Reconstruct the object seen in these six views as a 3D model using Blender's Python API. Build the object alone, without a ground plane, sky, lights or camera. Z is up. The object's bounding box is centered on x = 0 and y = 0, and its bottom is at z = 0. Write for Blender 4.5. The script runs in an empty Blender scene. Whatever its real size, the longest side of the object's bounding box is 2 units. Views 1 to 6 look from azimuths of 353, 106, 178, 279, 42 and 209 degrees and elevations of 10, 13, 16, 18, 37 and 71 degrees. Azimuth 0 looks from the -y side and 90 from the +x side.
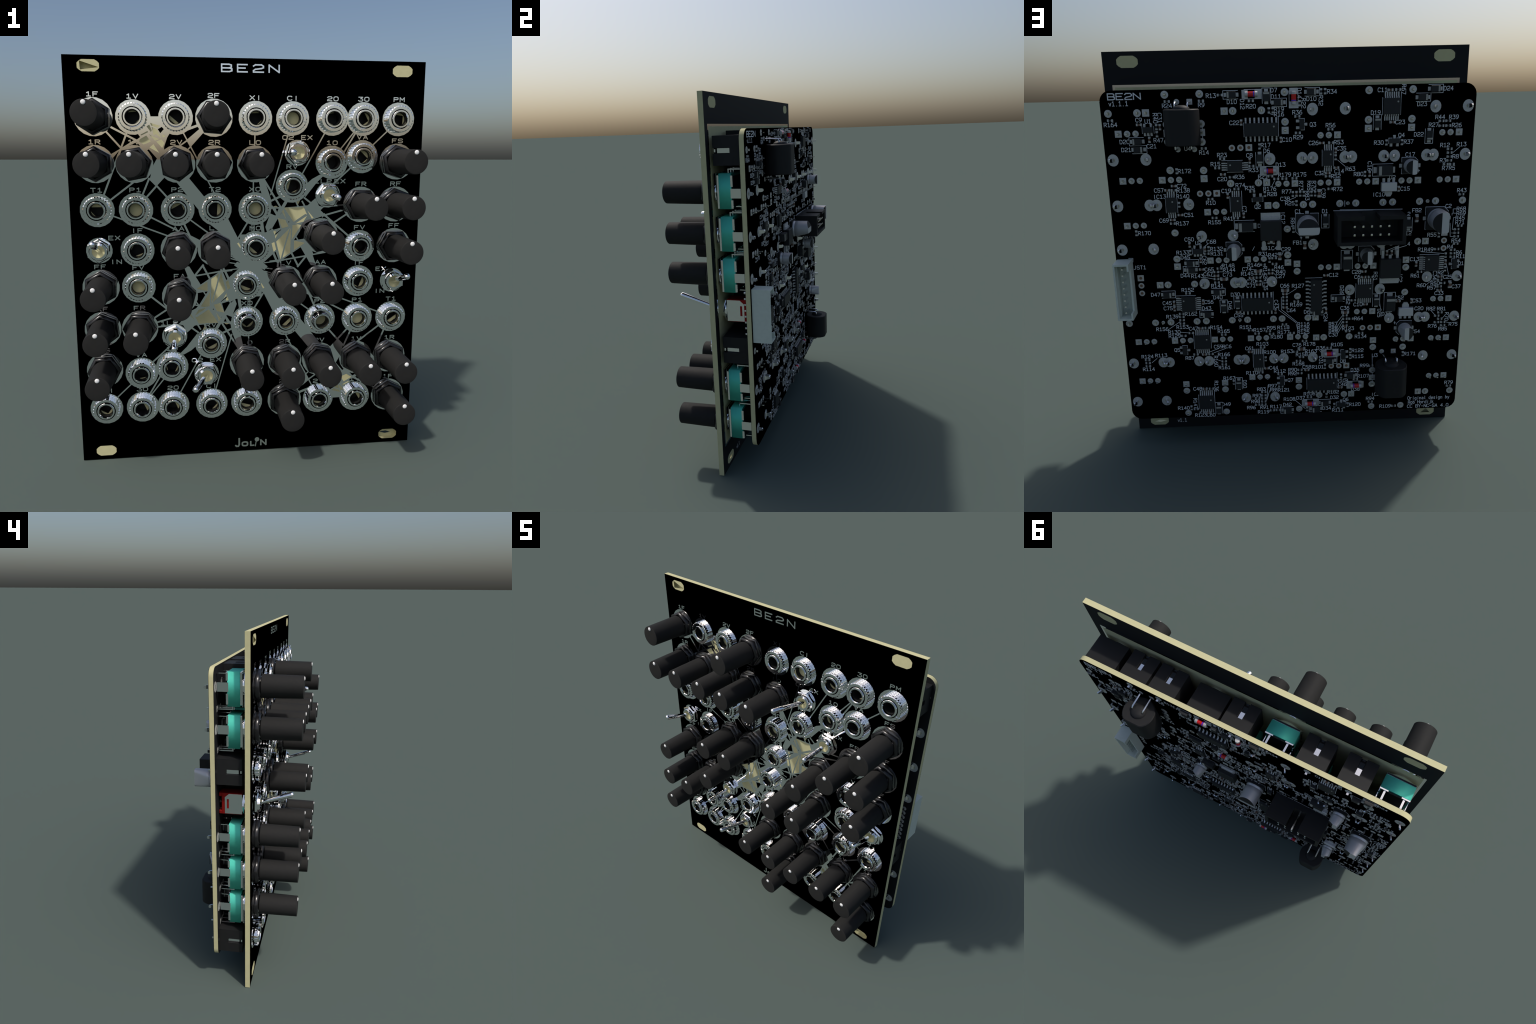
# Eurorack synthesizer module: black front panel with knobs, jacks and toggles, and a
# populated circuit board standing parallel behind it.  All lengths below are in millimetres
# (panel 128.5 mm tall); SCALE turns them into the 2.00 m frame.
import bpy, bmesh, math, random
from mathutils import Matrix, Vector
from mathutils.geometry import delaunay_2d_cdt

random.seed(11)
SCALE = 2.0 / 128.5
MID_Z = 64.27                      # the layout is point-symmetric about (0, MID_Z)
PANEL_W, PANEL_H = 111.5, 128.5
PANEL_FRONT, PANEL_BACK = -3.37, -1.62
BOARD_INNER, BOARD_OUTER = 8.62, 10.32
BOARD_W, BOARD_Z0, BOARD_Z1, BOARD_R = 109.05, 11.2, 117.18, 3.3

# ------------------------------------------------------------------ layout tables
# controls of the upper half: x, height above centre, and the side its pins point to.
# The lower half is the same layout turned by 180 degrees.
POTS = [
    ('1F', -47.5, 46.5, 'down'), ('2F', -11.35, 46.5, 'down'), ('1R', -47.5, 32.5, 'down'), ('1V', -35.85, 32.5, 'down'),
    ('2V', -23, 32.5, 'down'), ('2R', -11.33, 32.5, 'down'), ('LO', 1.4, 32.5, 'down'), ('FS', 47.5, 33.2, 'up'),
    ('FR', 35.85, 19.5, 'up'), ('RF', 47.5, 19.5, 'up'), ('AA', -22.95, 5.86, 'down'), ('LV', -11.37, 5.86, 'down'),
    ('FA', 22.95, 9.45, 'up'), ('FF', 47.5, 5.86, 'up'),
]
JACKS = [
    ('1V', -35.8, 46.5, 'up'), ('2V', -23, 46.5, 'up'), ('XI', 1.5, 46.5, 'up'), ('CI', 13.2, 46.5, 'left'),
    ('20', 25.93, 46.5, 'up'), ('30', 35.9, 46.5, 'up'), ('PM', 47.5, 46.5, 'right'), ('10', 25.97, 33, 'up'),
    ('VA', 35.86, 34.76, 'down'), ('T1', -47.54, 18.5, 'left'), ('P1', -35.82, 18.5, 'right'), ('P2', -23.02, 18.5, 'left'),
    ('T2', -11.34, 18.5, 'right'), ('XO', 1.3, 18.5, 'left'), ('RV', 13.2, 25.5, 'right'), ('IF', -35.8, 5.87, 'right'),
    ('MO', 1.42, 6.1, 'up'), ('FV', 35.8, 5.87, 'up'),
]
SWITCHES = [('O2', 14.8, 35.95, 'left'), ('1LP', 24.95, 22.64, 'middle'), ('EX', -47.5, 5.9, 'up')]

# artwork of the upper half of the panel: x, height above centre
ART_LINES = [
    (-42.65, 43.64, -34.13, 39.16, 0.6),
    (-44.03, 42.32, -39.64, 37.31, 0.55),
    (-37.83, 41.79, -45.46, 23, 0.55),
    (-36.49, 26.84, -43.42, 21.62, 0.55),
    (-33.64, 23.22, -31.5, 28.18, 0.55),
    (-32.38, 22.51, -29.24, 25.94, 0.55),
    (-26.33, 22.46, -29.43, 26.02, 0.55),
    (-43.43, 16.86, -26.46, 10.25, 0.45),
    (-31.22, 16.03, -22.84, 11.61, 0.5),
    (-21.2, 14.01, -19.48, 10.14, 0.62),
    (-18.98, 14.99, -13.23, 10.65, 0.45),
    (-16.27, 44.21, -19.4, 43.04, 0.75),
    (-20.78, 41.89, -16.46, 33.6, 0.4),
    (-19.47, 39.79, -22.43, 37.66, 0.45),
    (-18.53, 37.87, -19.93, 36.51, 0.4),
    (-13.59, 27.52, -11.46, 23.34, 0.38),
    (1.33, 41.62, 1.24, 37.92, 0.4),
    (0.83, 27.25, 0.79, 23.25, 0.4),
    (11.84, 41.68, 6.35, 22.8, 0.38),
    (23.45, 41.94, 16.49, 29.4, 0.4),
    (32.81, 42.18, 28.66, 37, 0.4),
    (33.52, 42.19, 29.74, 35.8, 0.5),
    (43.8, 42.64, 39.11, 38.22, 0.4),
    (32.18, 31.17, 26.84, 26.32, 0.5),
    (17.23, 21.83, 19.43, 20.1, 0.55),
    (24.13, 16.14, 30.45, 17.84, 0.55),
    (27.07, 13.64, 31.26, 16.34, 0.55),
    (24.22, 16.01, 32.59, 8.86, 0.6),
    (23.65, 18.9, 30.41, 19.41, 0.5),
    (9.93, 1.63, 18.02, 2.89, 0.5),
    (17.85, 2.89, 24.65, 3.97, 0.42),
    (13.27, 4, 15.53, -0.45, 0.6),
    (18.03, 2.72, 15.36, -0.61, 0.6),
    (19.69, 5.05, 20.4, 3.18, 0.45),
    (14.56, 9.5, 15.59, 7.81, 0.4),
    (16.86, 12.79, 18.38, 12.44, 0.4),
    (17.12, 12.45, 18.07, 11.11, 0.4),
    (25.95, 14.33, 28.07, 11.12, 0.4),
    (7.31, 4.29, 8.76, 0.89, 0.55),
    (8.06, 5.11, 9.6, 1.21, 0.5),
    (6.24, 1.29, 10.43, 1.7, 0.6),
    (8.92, 1.23, 8.77, -0.46, 0.6),
    (9.68, 1.21, 9.86, -0.48, 0.45),
    (4.27, 27.52, 9.58, 18.85, 0.6),
    (9.65, 22.33, 6.41, 20.89, 0.65),
    (11.36, 20.63, 6.48, 12.39, 1),
    (6.52, 18.57, 9.77, 18.76, 0.4),
    (6.79, 19.15, 8.57, 16.19, 0.55),
    (0.36, 13.68, 0.35, 10.45, 0.3),
    (1.04, 13.67, 0.91, 10.44, 0.3),
    (-1.06, 14.07, -4.18, 8.95, 0.5),
    (3.5, 13.82, 3.97, 10.48, 1),
    (6.55, 18.66, 9.52, 18.54, 0.35),
    (7.47, 19.02, 8.6, 16.25, 0.5),
    (9.51, 19, 6.58, 12.39, 0.5),
    (16.56, 20.71, 17.52, 19.04, 0.5),
    (14.5, 20.73, 15.27, 19.07, 0.5),
    (-6.42, 3.33, -4.54, 2.21, 0.35),
    (-6.43, 2.5, -4.46, 1.88, 0.35),
    (-6.93, 1.18, -5.12, 0.89, 0.35),
    (-8.43, -1.29, -7.3, -3.84, 0.55),
    (-9.42, -1.44, -4.31, -0.89, 0.35),
]
ART_FILLS = [
    [(-43, 35.34), (-40.05, 37.02), (-35.23, 40), (-34.18, 39.4), (-38.82, 37.33), (-40.38, 36.41), (-42.29, 34.2)],
    [(-15.7, 43.26), (-14.55, 42.11), (-18.53, 37.79), (-19.86, 39.78)],
    [(-30.81, 46.75), (-27.99, 46.78), (-26.72, 42.93), (-24.75, 42.03), (-25.71, 40.5), (-26.71, 37.74), (-26.74, 36.82), (-28.43, 31.72), (-26.81, 28.45), (-29.46, 25.64), (-31.42, 27.69), (-30.12, 32.19), (-28.98, 34.2), (-31.35, 36.97), (-31.98, 36.5), (-33.78, 37.72), (-35.24, 39.55), (-33.83, 40.62), (-34.56, 41.67), (-32.05, 43.66)],
    [(-23.19, 26.9), (-24.65, 28.58), (-21.1, 29.63), (-19.36, 28.21), (-14.48, 22.12), (-16.25, 17.91), (-18.44, 20.72), (-19.66, 22.34)],
    [(-12.73, 13.41), (-14.33, 15.44), (-7.34, 15.53), (-4.09, 8.95), (0.26, 6.92), (-5.85, 7.03), (-10.03, 11.26)],
    [(-23.11, 11.74), (-19.18, 10.21), (-15.96, 8.51), (-16.73, 5.94), (-17.62, 6.69), (-18.22, 3.93), (-19.77, 8.21)],
    [(2.63, 26.9), (3.36, 27.88), (4.27, 27.7), (6.32, 21.9), (6.51, 20.8), (6.79, 18.88), (6.15, 16.96), (7.83, 16.2), (8.57, 16.47), (6.73, 12.33), (5.25, 10.87), (4.68, 12.55), (5.97, 16.04), (3.37, 23.37)],
    [(17.86, 26.16), (19.71, 27.77), (22.18, 29.1), (23.64, 28.97), (21.19, 26.55), (17.51, 21.9)],
    [(9.55, 18.64), (17.1, 19.22), (18.44, 19.37), (19.43, 20.34), (20.91, 21.64), (22.13, 19.17), (23.65, 18.74), (22.66, 17.73), (24.3, 16.17), (20.36, 14.81), (17.86, 13.6), (16.87, 12.46), (14.89, 9.33), (14.07, 8.09), (17.77, 8.61), (20.2, 5.04), (19.69, 4.88), (21.57, -0.42), (19.78, -0.21), (16.29, 5.79), (10.6, 2.03), (9.43, 1.38), (8.07, 4.61), (5.23, 2.65), (2.9, 2.87), (4.55, 8.01), (6.7, 11.45), (9.51, 12.23), (8.66, 15.37), (9.89, 17)],
    [(-5.9, 7.14), (-3.93, 8.59), (-1.46, 9.2), (1.84, 9.97), (3.49, 6.63), (3.52, -10.27), (1.5, -10.21), (-1.02, -10.65), (-4.85, -9.51), (-5.93, -8.2), (-7.35, -9.77), (-7.16, -6.21), (-8.3, -4.83), (-7.14, -3.68), (-3.98, -0.9), (-5.46, 0.31), (-4.46, 1.46), (-3.31, 0.85), (-6.42, 3.83)],
    [(2.86, 10.69), (4.9, 10.84), (7.04, 12.01), (7.51, 11.26), (8.28, 7.89), (6.79, 7.36), (3.98, 6.85)],
]
ART_GAPS = [
    [(-28.48, 43), (-27.24, 43.69), (-26.64, 43.01), (-27.75, 41.79)],
    [(12.08, 14.34), (12.58, 14.09), (12.25, 13.85)],
    [(14.15, 8.26), (14.48, 8.83), (14.74, 8.24)],
    [(7.73, 10.24), (9.72, 11.7), (9.89, 11.62), (8.07, 10.07)],
]
BARE_FACETS = [
    [(10.71, 18.71), (17.11, 18.81), (18.23, 16.41), (17.65, 16.58), (13.83, 14.07)],
    [(18.24, 16), (17.1, 14.11), (14.34, 13.49)],
    [(18.38, 17.64), (20.44, 15.31), (19.85, 15.07)],
    [(8.75, 15.37), (11.16, 14.77), (12.18, 12.61), (10.1, 12.06)],
    [(10.55, 18.3), (10.01, 17.33), (11.4, 15.18), (10.72, 17.48)],
    [(13.51, 13), (15.26, 13.31), (16.36, 12.96), (13.31, 8.27)],
    [(12.6, 12.02), (11.06, 7.22), (9.68, 1.88), (8.21, 7.78)],
    [(13.02, 12.18), (12.85, 4.01), (10.34, 2.38), (11.24, 6.05)],
    [(14.07, 8.01), (17.62, 7.19), (14.11, 4.82)],
    [(7.28, 11.19), (8.16, 11.34), (8.16, 10.6), (7.62, 10.03)],
    [(8.94, 10.59), (7.96, 8.78), (7.79, 9.61)],
    [(6.72, 7.22), (7.63, 7.62), (8.23, 5.19), (7.4, 4.45)],
    [(15.91, 21.03), (15.18, 19.56), (14.75, 20.55)],
    [(7.15, 19.07), (8.06, 19.34), (8.64, 19.06), (8.47, 18.89)],
    [(-30.72, 44.87), (-27.69, 43.99), (-28.55, 43.38), (-30.44, 44.04)],
    [(-31.82, 43.81), (-30.96, 44.34), (-30.26, 42.61), (-30.58, 42.15)],
    [(-30.3, 43.67), (-28.79, 43), (-27.56, 40.34), (-29.06, 41.55), (-29.77, 41.09)],
    [(-33.73, 41.3), (-31.56, 42.45), (-31.42, 42.07), (-33.51, 41.07)],
    [(-34.63, 39.55), (-31.99, 41.08), (-30.67, 39.26), (-32.84, 38.41)],
    [(-31.21, 41.46), (-29.7, 40.71), (-28.03, 40.03), (-29.43, 39.57)],
    [(-29.06, 39.27), (-27.42, 39.96), (-26.6, 38.89), (-27.26, 37.36)],
    [(-31.11, 37.5), (-29.92, 38.5), (-28.23, 35.9)],
    [(-27.3, 41.41), (-25.93, 40.96), (-26.94, 40.5)],
    [(-4.42, 7.36), (-3.93, 7.68), (-3.36, 6.59), (-3.36, 5.76)],
]
# surface-mounted parts on the back: x, z, orientation as seen from behind
RESISTORS = [
    (35.33, 113.8, 'h'), (25.56, 113.77, 'h'), (20.07, 115.26, 'h'), (52.01, 108.84, 'h'), (38.89, 106.7, 'v'), (38.89, 104.69, 'v'),
    (25.53, 100.29, 'h'), (33.93, 93.83, 'v'), (20.32, 97.15, 'h'), (21.9, 94.45, 'h'), (11.23, 113.48, 'h'), (6.12, 110.69, 'v'),
    (4.98, 110.67, 'v'), (-2.82, 112.5, 'v'), (-9.05, 115.64, 'v'), (-10.24, 115.67, 'v'), (-2.13, 108.81, 'h'), (-2.21, 104.12, 'h'),
    (-11.79, 104.93, 'h'), (-12, 101.06, 'h'), (-13.36, 96.74, 'v'), (-11.02, 91.17, 'h'), (9.17, 100.47, 'v'), (11.74, 94.78, 'h'),
    (17.71, 91.64, 'h'), (6.21, 91.62, 'h'), (4.46, 90.8, 'h'), (2.02, 90.79, 'h'), (-1.03, 90.8, 'h'), (-31.42, 115.69, 'h'), (-28.48, 100.71, 'v'),
    (-33.11, 100.68, 'v'), (-44.59, 106.55, 'h'), (-46.58, 106.56, 'h'), (-44.62, 105.18, 'h'), (-46.67, 105.18, 'h'), (-47.52, 98.37, 'h'),
    (-47.58, 97.26, 'h'), (-47.6, 96.1, 'h'), (-47.58, 94.96, 'h'), (-46.58, 93.85, 'h'), (-48.46, 93.83, 'h'), (-22.25, 91.59, 'v'),
    (35.22, 88.18, 'h'), (33.93, 83.76, 'v'), (36.23, 78.01, 'h'), (24.41, 85.19, 'h'), (23.51, 79.39, 'h'), (16.98, 79.11, 'h'), (47.51, 75.32, 'v'),
    (25.86, 69.71, 'v'), (26.54, 68.2, 'h'), (31.55, 68.69, 'v'), (22.85, 63.27, 'h'), (23.9, 62.15, 'h'), (23.93, 59.85, 'h'), (23.84, 58.67, 'h'),
    (33.15, 55.38, 'h'), (16.48, 88.05, 'h'), (11.76, 87.19, 'h'), (7.99, 86.3, 'v'), (-0.46, 86.07, 'v'), (-2.69, 86.1, 'v'), (-3.79, 86.07, 'v'),
    (-6.11, 86.06, 'v'), (-7.21, 86.03, 'v'), (-11.83, 87.36, 'h'), (-1.52, 83.26, 'v'), (-0.49, 74.88, 'v'), (7.13, 65.51, 'v'), (5.68, 66.09, 'h'),
    (9.26, 64.08, 'h'), (5.61, 64.22, 'h'), (6.86, 62.28, 'h'), (10.8, 61.09, 'h'), (10.77, 59.89, 'h'), (10.81, 58.72, 'h'), (2.53, 53.08, 'h'),
    (2.55, 51.92, 'h'), (2.57, 50.78, 'h'), (-1.02, 51.47, 'h'), (-19.31, 51.26, 'h'), (-52, 84.59, 'h'), (-52.12, 74.77, 'h'), (-51.2, 73.67, 'h'),
    (-51.22, 72.51, 'h'), (-51.23, 71.37, 'h'), (-51.23, 69.03, 'h'), (-50.42, 67.06, 'h'), (-50.43, 65.94, 'h'), (-50.44, 64.78, 'h'),
    (-45.75, 72.06, 'v'), (-45.28, 67.44, 'h'), (-48.28, 65.38, 'v'), (-48.36, 60.9, 'v'), (-40.24, 60.15, 'h'), (-46.83, 57.28, 'h'),
    (-47.88, 56.15, 'h'), (-46.8, 55.03, 'h'), (-24.66, 58.97, 'h'), (35.61, 48.53, 'h'), (35.65, 47.52, 'h'), (35.63, 46.39, 'h'),
    (35.65, 45.23, 'h'), (27.76, 43.43, 'h'), (22.6, 40.89, 'h'), (33, 41.84, 'h'), (35.46, 40.93, 'h'), (31.94, 34.24, 'h'), (27.09, 34.23, 'h'),
    (22.88, 32.61, 'h'), (22.9, 31.43, 'h'), (22.96, 30.33, 'h'), (47.75, 32.84, 'h'), (47.68, 31.74, 'h'), (47.71, 30.64, 'h'), (13.85, 42.1, 'h'),
    (11.82, 40.88, 'h'), (20.11, 23.66, 'v'), (27.62, 21.62, 'h'), (33.09, 14.2, 'h'), (34.66, 14.73, 'v'), (31.22, 12.84, 'h'), (-16.64, 46.18, 'h'),
    (-16.65, 45.01, 'h'), (-16.66, 43.84, 'h'), (-18.64, 44.98, 'h'), (-17.63, 40.62, 'h'), (-21.88, 39.82, 'h'), (8.19, 41.57, 'h'),
    (2.92, 43.73, 'h'), (7.13, 40.6, 'h'), (0.5, 40.64, 'h'), (-3.52, 37.69, 'h'), (10.18, 35.95, 'h'), (-0.5, 33.98, 'h'), (-2.49, 32, 'h'),
    (-1.46, 30.67, 'h'), (-1.9, 27.39, 'h'), (-1.88, 26.15, 'h'), (9.3, 31.79, 'v'), (11.03, 26.93, 'h'), (4.69, 26.08, 'h'), (4.56, 21.51, 'h'),
    (10.3, 19.66, 'h'), (10.34, 18.44, 'h'), (10.37, 17.29, 'h'), (10.4, 16.13, 'h'), (10.37, 14.97, 'h'), (12.46, 17.3, 'h'), (12.5, 14.99, 'h'),
    (7.61, 12.65, 'h'), (5.61, 12.68, 'h'), (-4.97, 17.15, 'h'), (-10.72, 17.56, 'v'), (-4.14, 12.69, 'v'), (-13.36, 13.66, 'v'), (-17.9, 13.71, 'v'),
    (-25.56, 14.55, 'h'), (-33.51, 12.66, 'h'), (-25.43, 27.95, 'h'), (-20.39, 23.19, 'h'), (-15.59, 24.59, 'v'), (-10.2, 28.25, 'v'),
    (-18.57, 31.56, 'v'), (-18.55, 33.69, 'v'), (-11.58, 34.95, 'h'), (-47.56, 46.12, 'h'), (-46.56, 45.02, 'h'), (-47.62, 43.92, 'h'),
    (-46.58, 42.75, 'h'), (-48.65, 42.75, 'h'), (-48.71, 41.6, 'h'), (-35.97, 31.94, 'v'), (-51.96, 19.52, 'h'),
]
CAPACITORS = [
    (43.84, 107.49, 'h'), (37.87, 106.68, 'v'), (41.18, 103.16, 'v'), (20.3, 92.54, 'h'), (-9.22, 101.04, 'h'), (-13.37, 98.76, 'v'),
    (-13.6, 93.67, 'h'), (-11.02, 92.11, 'h'), (14.26, 107.45, 'v'), (2.8, 102.25, 'v'), (12.19, 96.4, 'v'), (-29.19, 115.66, 'h'),
    (-30.05, 106.53, 'h'), (-23.66, 91.55, 'v'), (35.13, 89.45, 'h'), (37.15, 88.23, 'h'), (33.72, 80.61, 'h'), (36.2, 79.17, 'h'),
    (19.18, 86.09, 'v'), (31.6, 71.17, 'v'), (26.98, 69.69, 'v'), (28.49, 66.13, 'v'), (23.9, 60.95, 'h'), (28.37, 63.17, 'h'), (37.74, 52.23, 'v'),
    (28.54, 52.33, 'v'), (37.73, 50.38, 'v'), (14.61, 79.96, 'v'), (-1.56, 86.1, 'v'), (7.26, 71.53, 'v'), (5.67, 71.48, 'v'), (6.89, 61.21, 'h'),
    (12.94, 59.9, 'h'), (10.85, 57.6, 'h'), (-10.51, 59.98, 'h'), (2.57, 54.21, 'h'), (2.6, 49.64, 'h'), (-32.61, 86.8, 'v'), (-48.32, 63.12, 'v'),
    (-39.05, 62.78, 'v'), (-46.85, 58.4, 'h'), (-46.87, 53.83, 'h'), (-22.49, 60.86, 'h'), (-22.47, 58.98, 'h'), (-23.14, 49.82, 'h'),
    (-33.72, 50.53, 'h'), (-38.06, 50.45, 'v'), (-29.67, 66.68, 'v'), (-31.17, 66.7, 'v'), (29.85, 43.43, 'h'), (29.15, 34.2, 'h'),
    (14.19, 34.54, 'h'), (17.5, 48.58, 'h'), (29.75, 21.71, 'h'), (29.07, 12.78, 'h'), (5.68, 48.45, 'v'), (-10.56, 48.05, 'v'), (-16.67, 42.63, 'h'),
    (-4.2, 27.3, 'h'), (9.06, 28.45, 'h'), (-15.28, 20.44, 'h'),
]
LARGE_CAPACITORS = [
    (21.56, 59.8, 'h'), (-8.43, 86.09, 'v'), (-3.92, 69.96, 'v'), (3.91, 66.65, 'v'), (10.82, 62.1, 'h'), (2.48, 55.4, 'h'), (-38.56, 77.53, 'v'),
    (-50.16, 55.66, 'v'), (-16.73, 47.31, 'h'), (-2.52, 35, 'h'),
]
DIODES = [
    (16.84, 115.27, 'l'), (44.75, 102.72, 'l'), (44.54, 100.43, 'r'), (6.79, 114.58, 't'), (3.3, 112.85, 'r'), (-6.28, 115.62, 'r'),
    (9.2, 96.83, 'b'), (-42.25, 115.72, 'r'), (-38.73, 113.4, 'r'), (-25.59, 106.44, 't'), (-41.11, 102.49, 'b'), (31.51, 65.26, 'r'),
    (31.74, 63.12, 'l'), (39.48, 55.21, 'r'), (23.74, 55.54, 'r'), (-10.29, 77.6, 'b'), (-14.5, 52.14, 'l'), (-26.66, 50.84, 't'),
    (-36.08, 75.85, 'b'), (27.55, 48.17, 'l'), (22.07, 50.42, 't'), (17.63, 51.65, 't'), (18.41, 22.95, 't'), (25.47, 14.07, 't'),
    (-11.82, 30.42, 'r'), (-7.56, 47.73, 'l'), (-18.83, 24.77, 'r'), (-10.06, 14.89, 'l'), (-7.19, 12.68, 'l'), (2.43, 12.58, 'l'),
]
POWER_DIODES = [
    (-28.06, 92.61, 'l'), (14.1, 76.58, 'l'), (-17.07, 64.43, 't'), (-31.01, 50.04, 't'),
]
GLASS_DIODES = [
    (11.08, 115.33, 'r'), (-1.1, 114.06, 'b'), (6.31, 93.28, 'l'), (-11.71, 33.11, 'r'), (-20.42, 21.18, 'l'), (-5.2, 15.02, 'r'),
]
TRANSISTORS = [
    (-3.36, 106.55, 'r'), (-30.8, 101.16, 't'), (10.26, 84.85, 'b'), (-51.11, 62.46, 'l'), (35.37, 35.89, 'r'), (-16.2, 32.46, 'l'),
    (4.1, 23.69, 'r'), (-15.68, 14.07, 't'),
]
VOLTAGE_REFERENCES = [
    (41.35, 106, 't'), (29.22, 69.14, 't'),
]
CHIPS = [
    (8.51, 105.33, 9.93, 3.83, 8, 'v', -4, 0.92), (16.65, 94.83, 4.48, 3.28, 4, 'h', 1.46, 0.51), (-11.07, 96.6, 3.23, 4.6, 4, 'v', -0.8, 1.22),
    (-29.7, 111.1, 5.19, 4.69, 7, 'v', -1.83, 1.38), (36.2, 83.79, 3.3, 4.67, 4, 'v', -0.45, 1.1), (16.79, 83.48, 3.41, 4.63, 4, 'v', -0.63, 1.15),
    (-43.91, 63.04, 4.42, 5.21, 7, 'h', 1.23, 1.45), (-22.77, 54.39, 5.22, 4.69, 7, 'v', -1.88, 1.06), (33.12, 51.91, 4.42, 5.24, 7, 'h', 1.56, 1.3),
    (29.54, 38.78, 5.33, 4.84, 7, 'v', -1.57, 0.98), (29.41, 16.93, 5.16, 4.98, 7, 'v', -1.59, 0.97), (11.34, 51.26, 9.91, 4.33, 8, 'v', -4.02, 0.72),
    (-9.21, 22.2, 9.91, 4.1, 8, 'v', -4.1, 0.71), (-7.4, 53.62, 3.67, 10.99, 8, 'h', 0.84, 4.04), (11.66, 31.4, 3.28, 4.85, 5, 'v', -0.56, 0.75),
]
ELECTROLYTICS = [
    (-35.71, 93.76), (-4.69, 76.47), (18, 69.25), (-44.79, 77.4), (-23.13, 66.64), (-35.9, 41.23),
]
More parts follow.
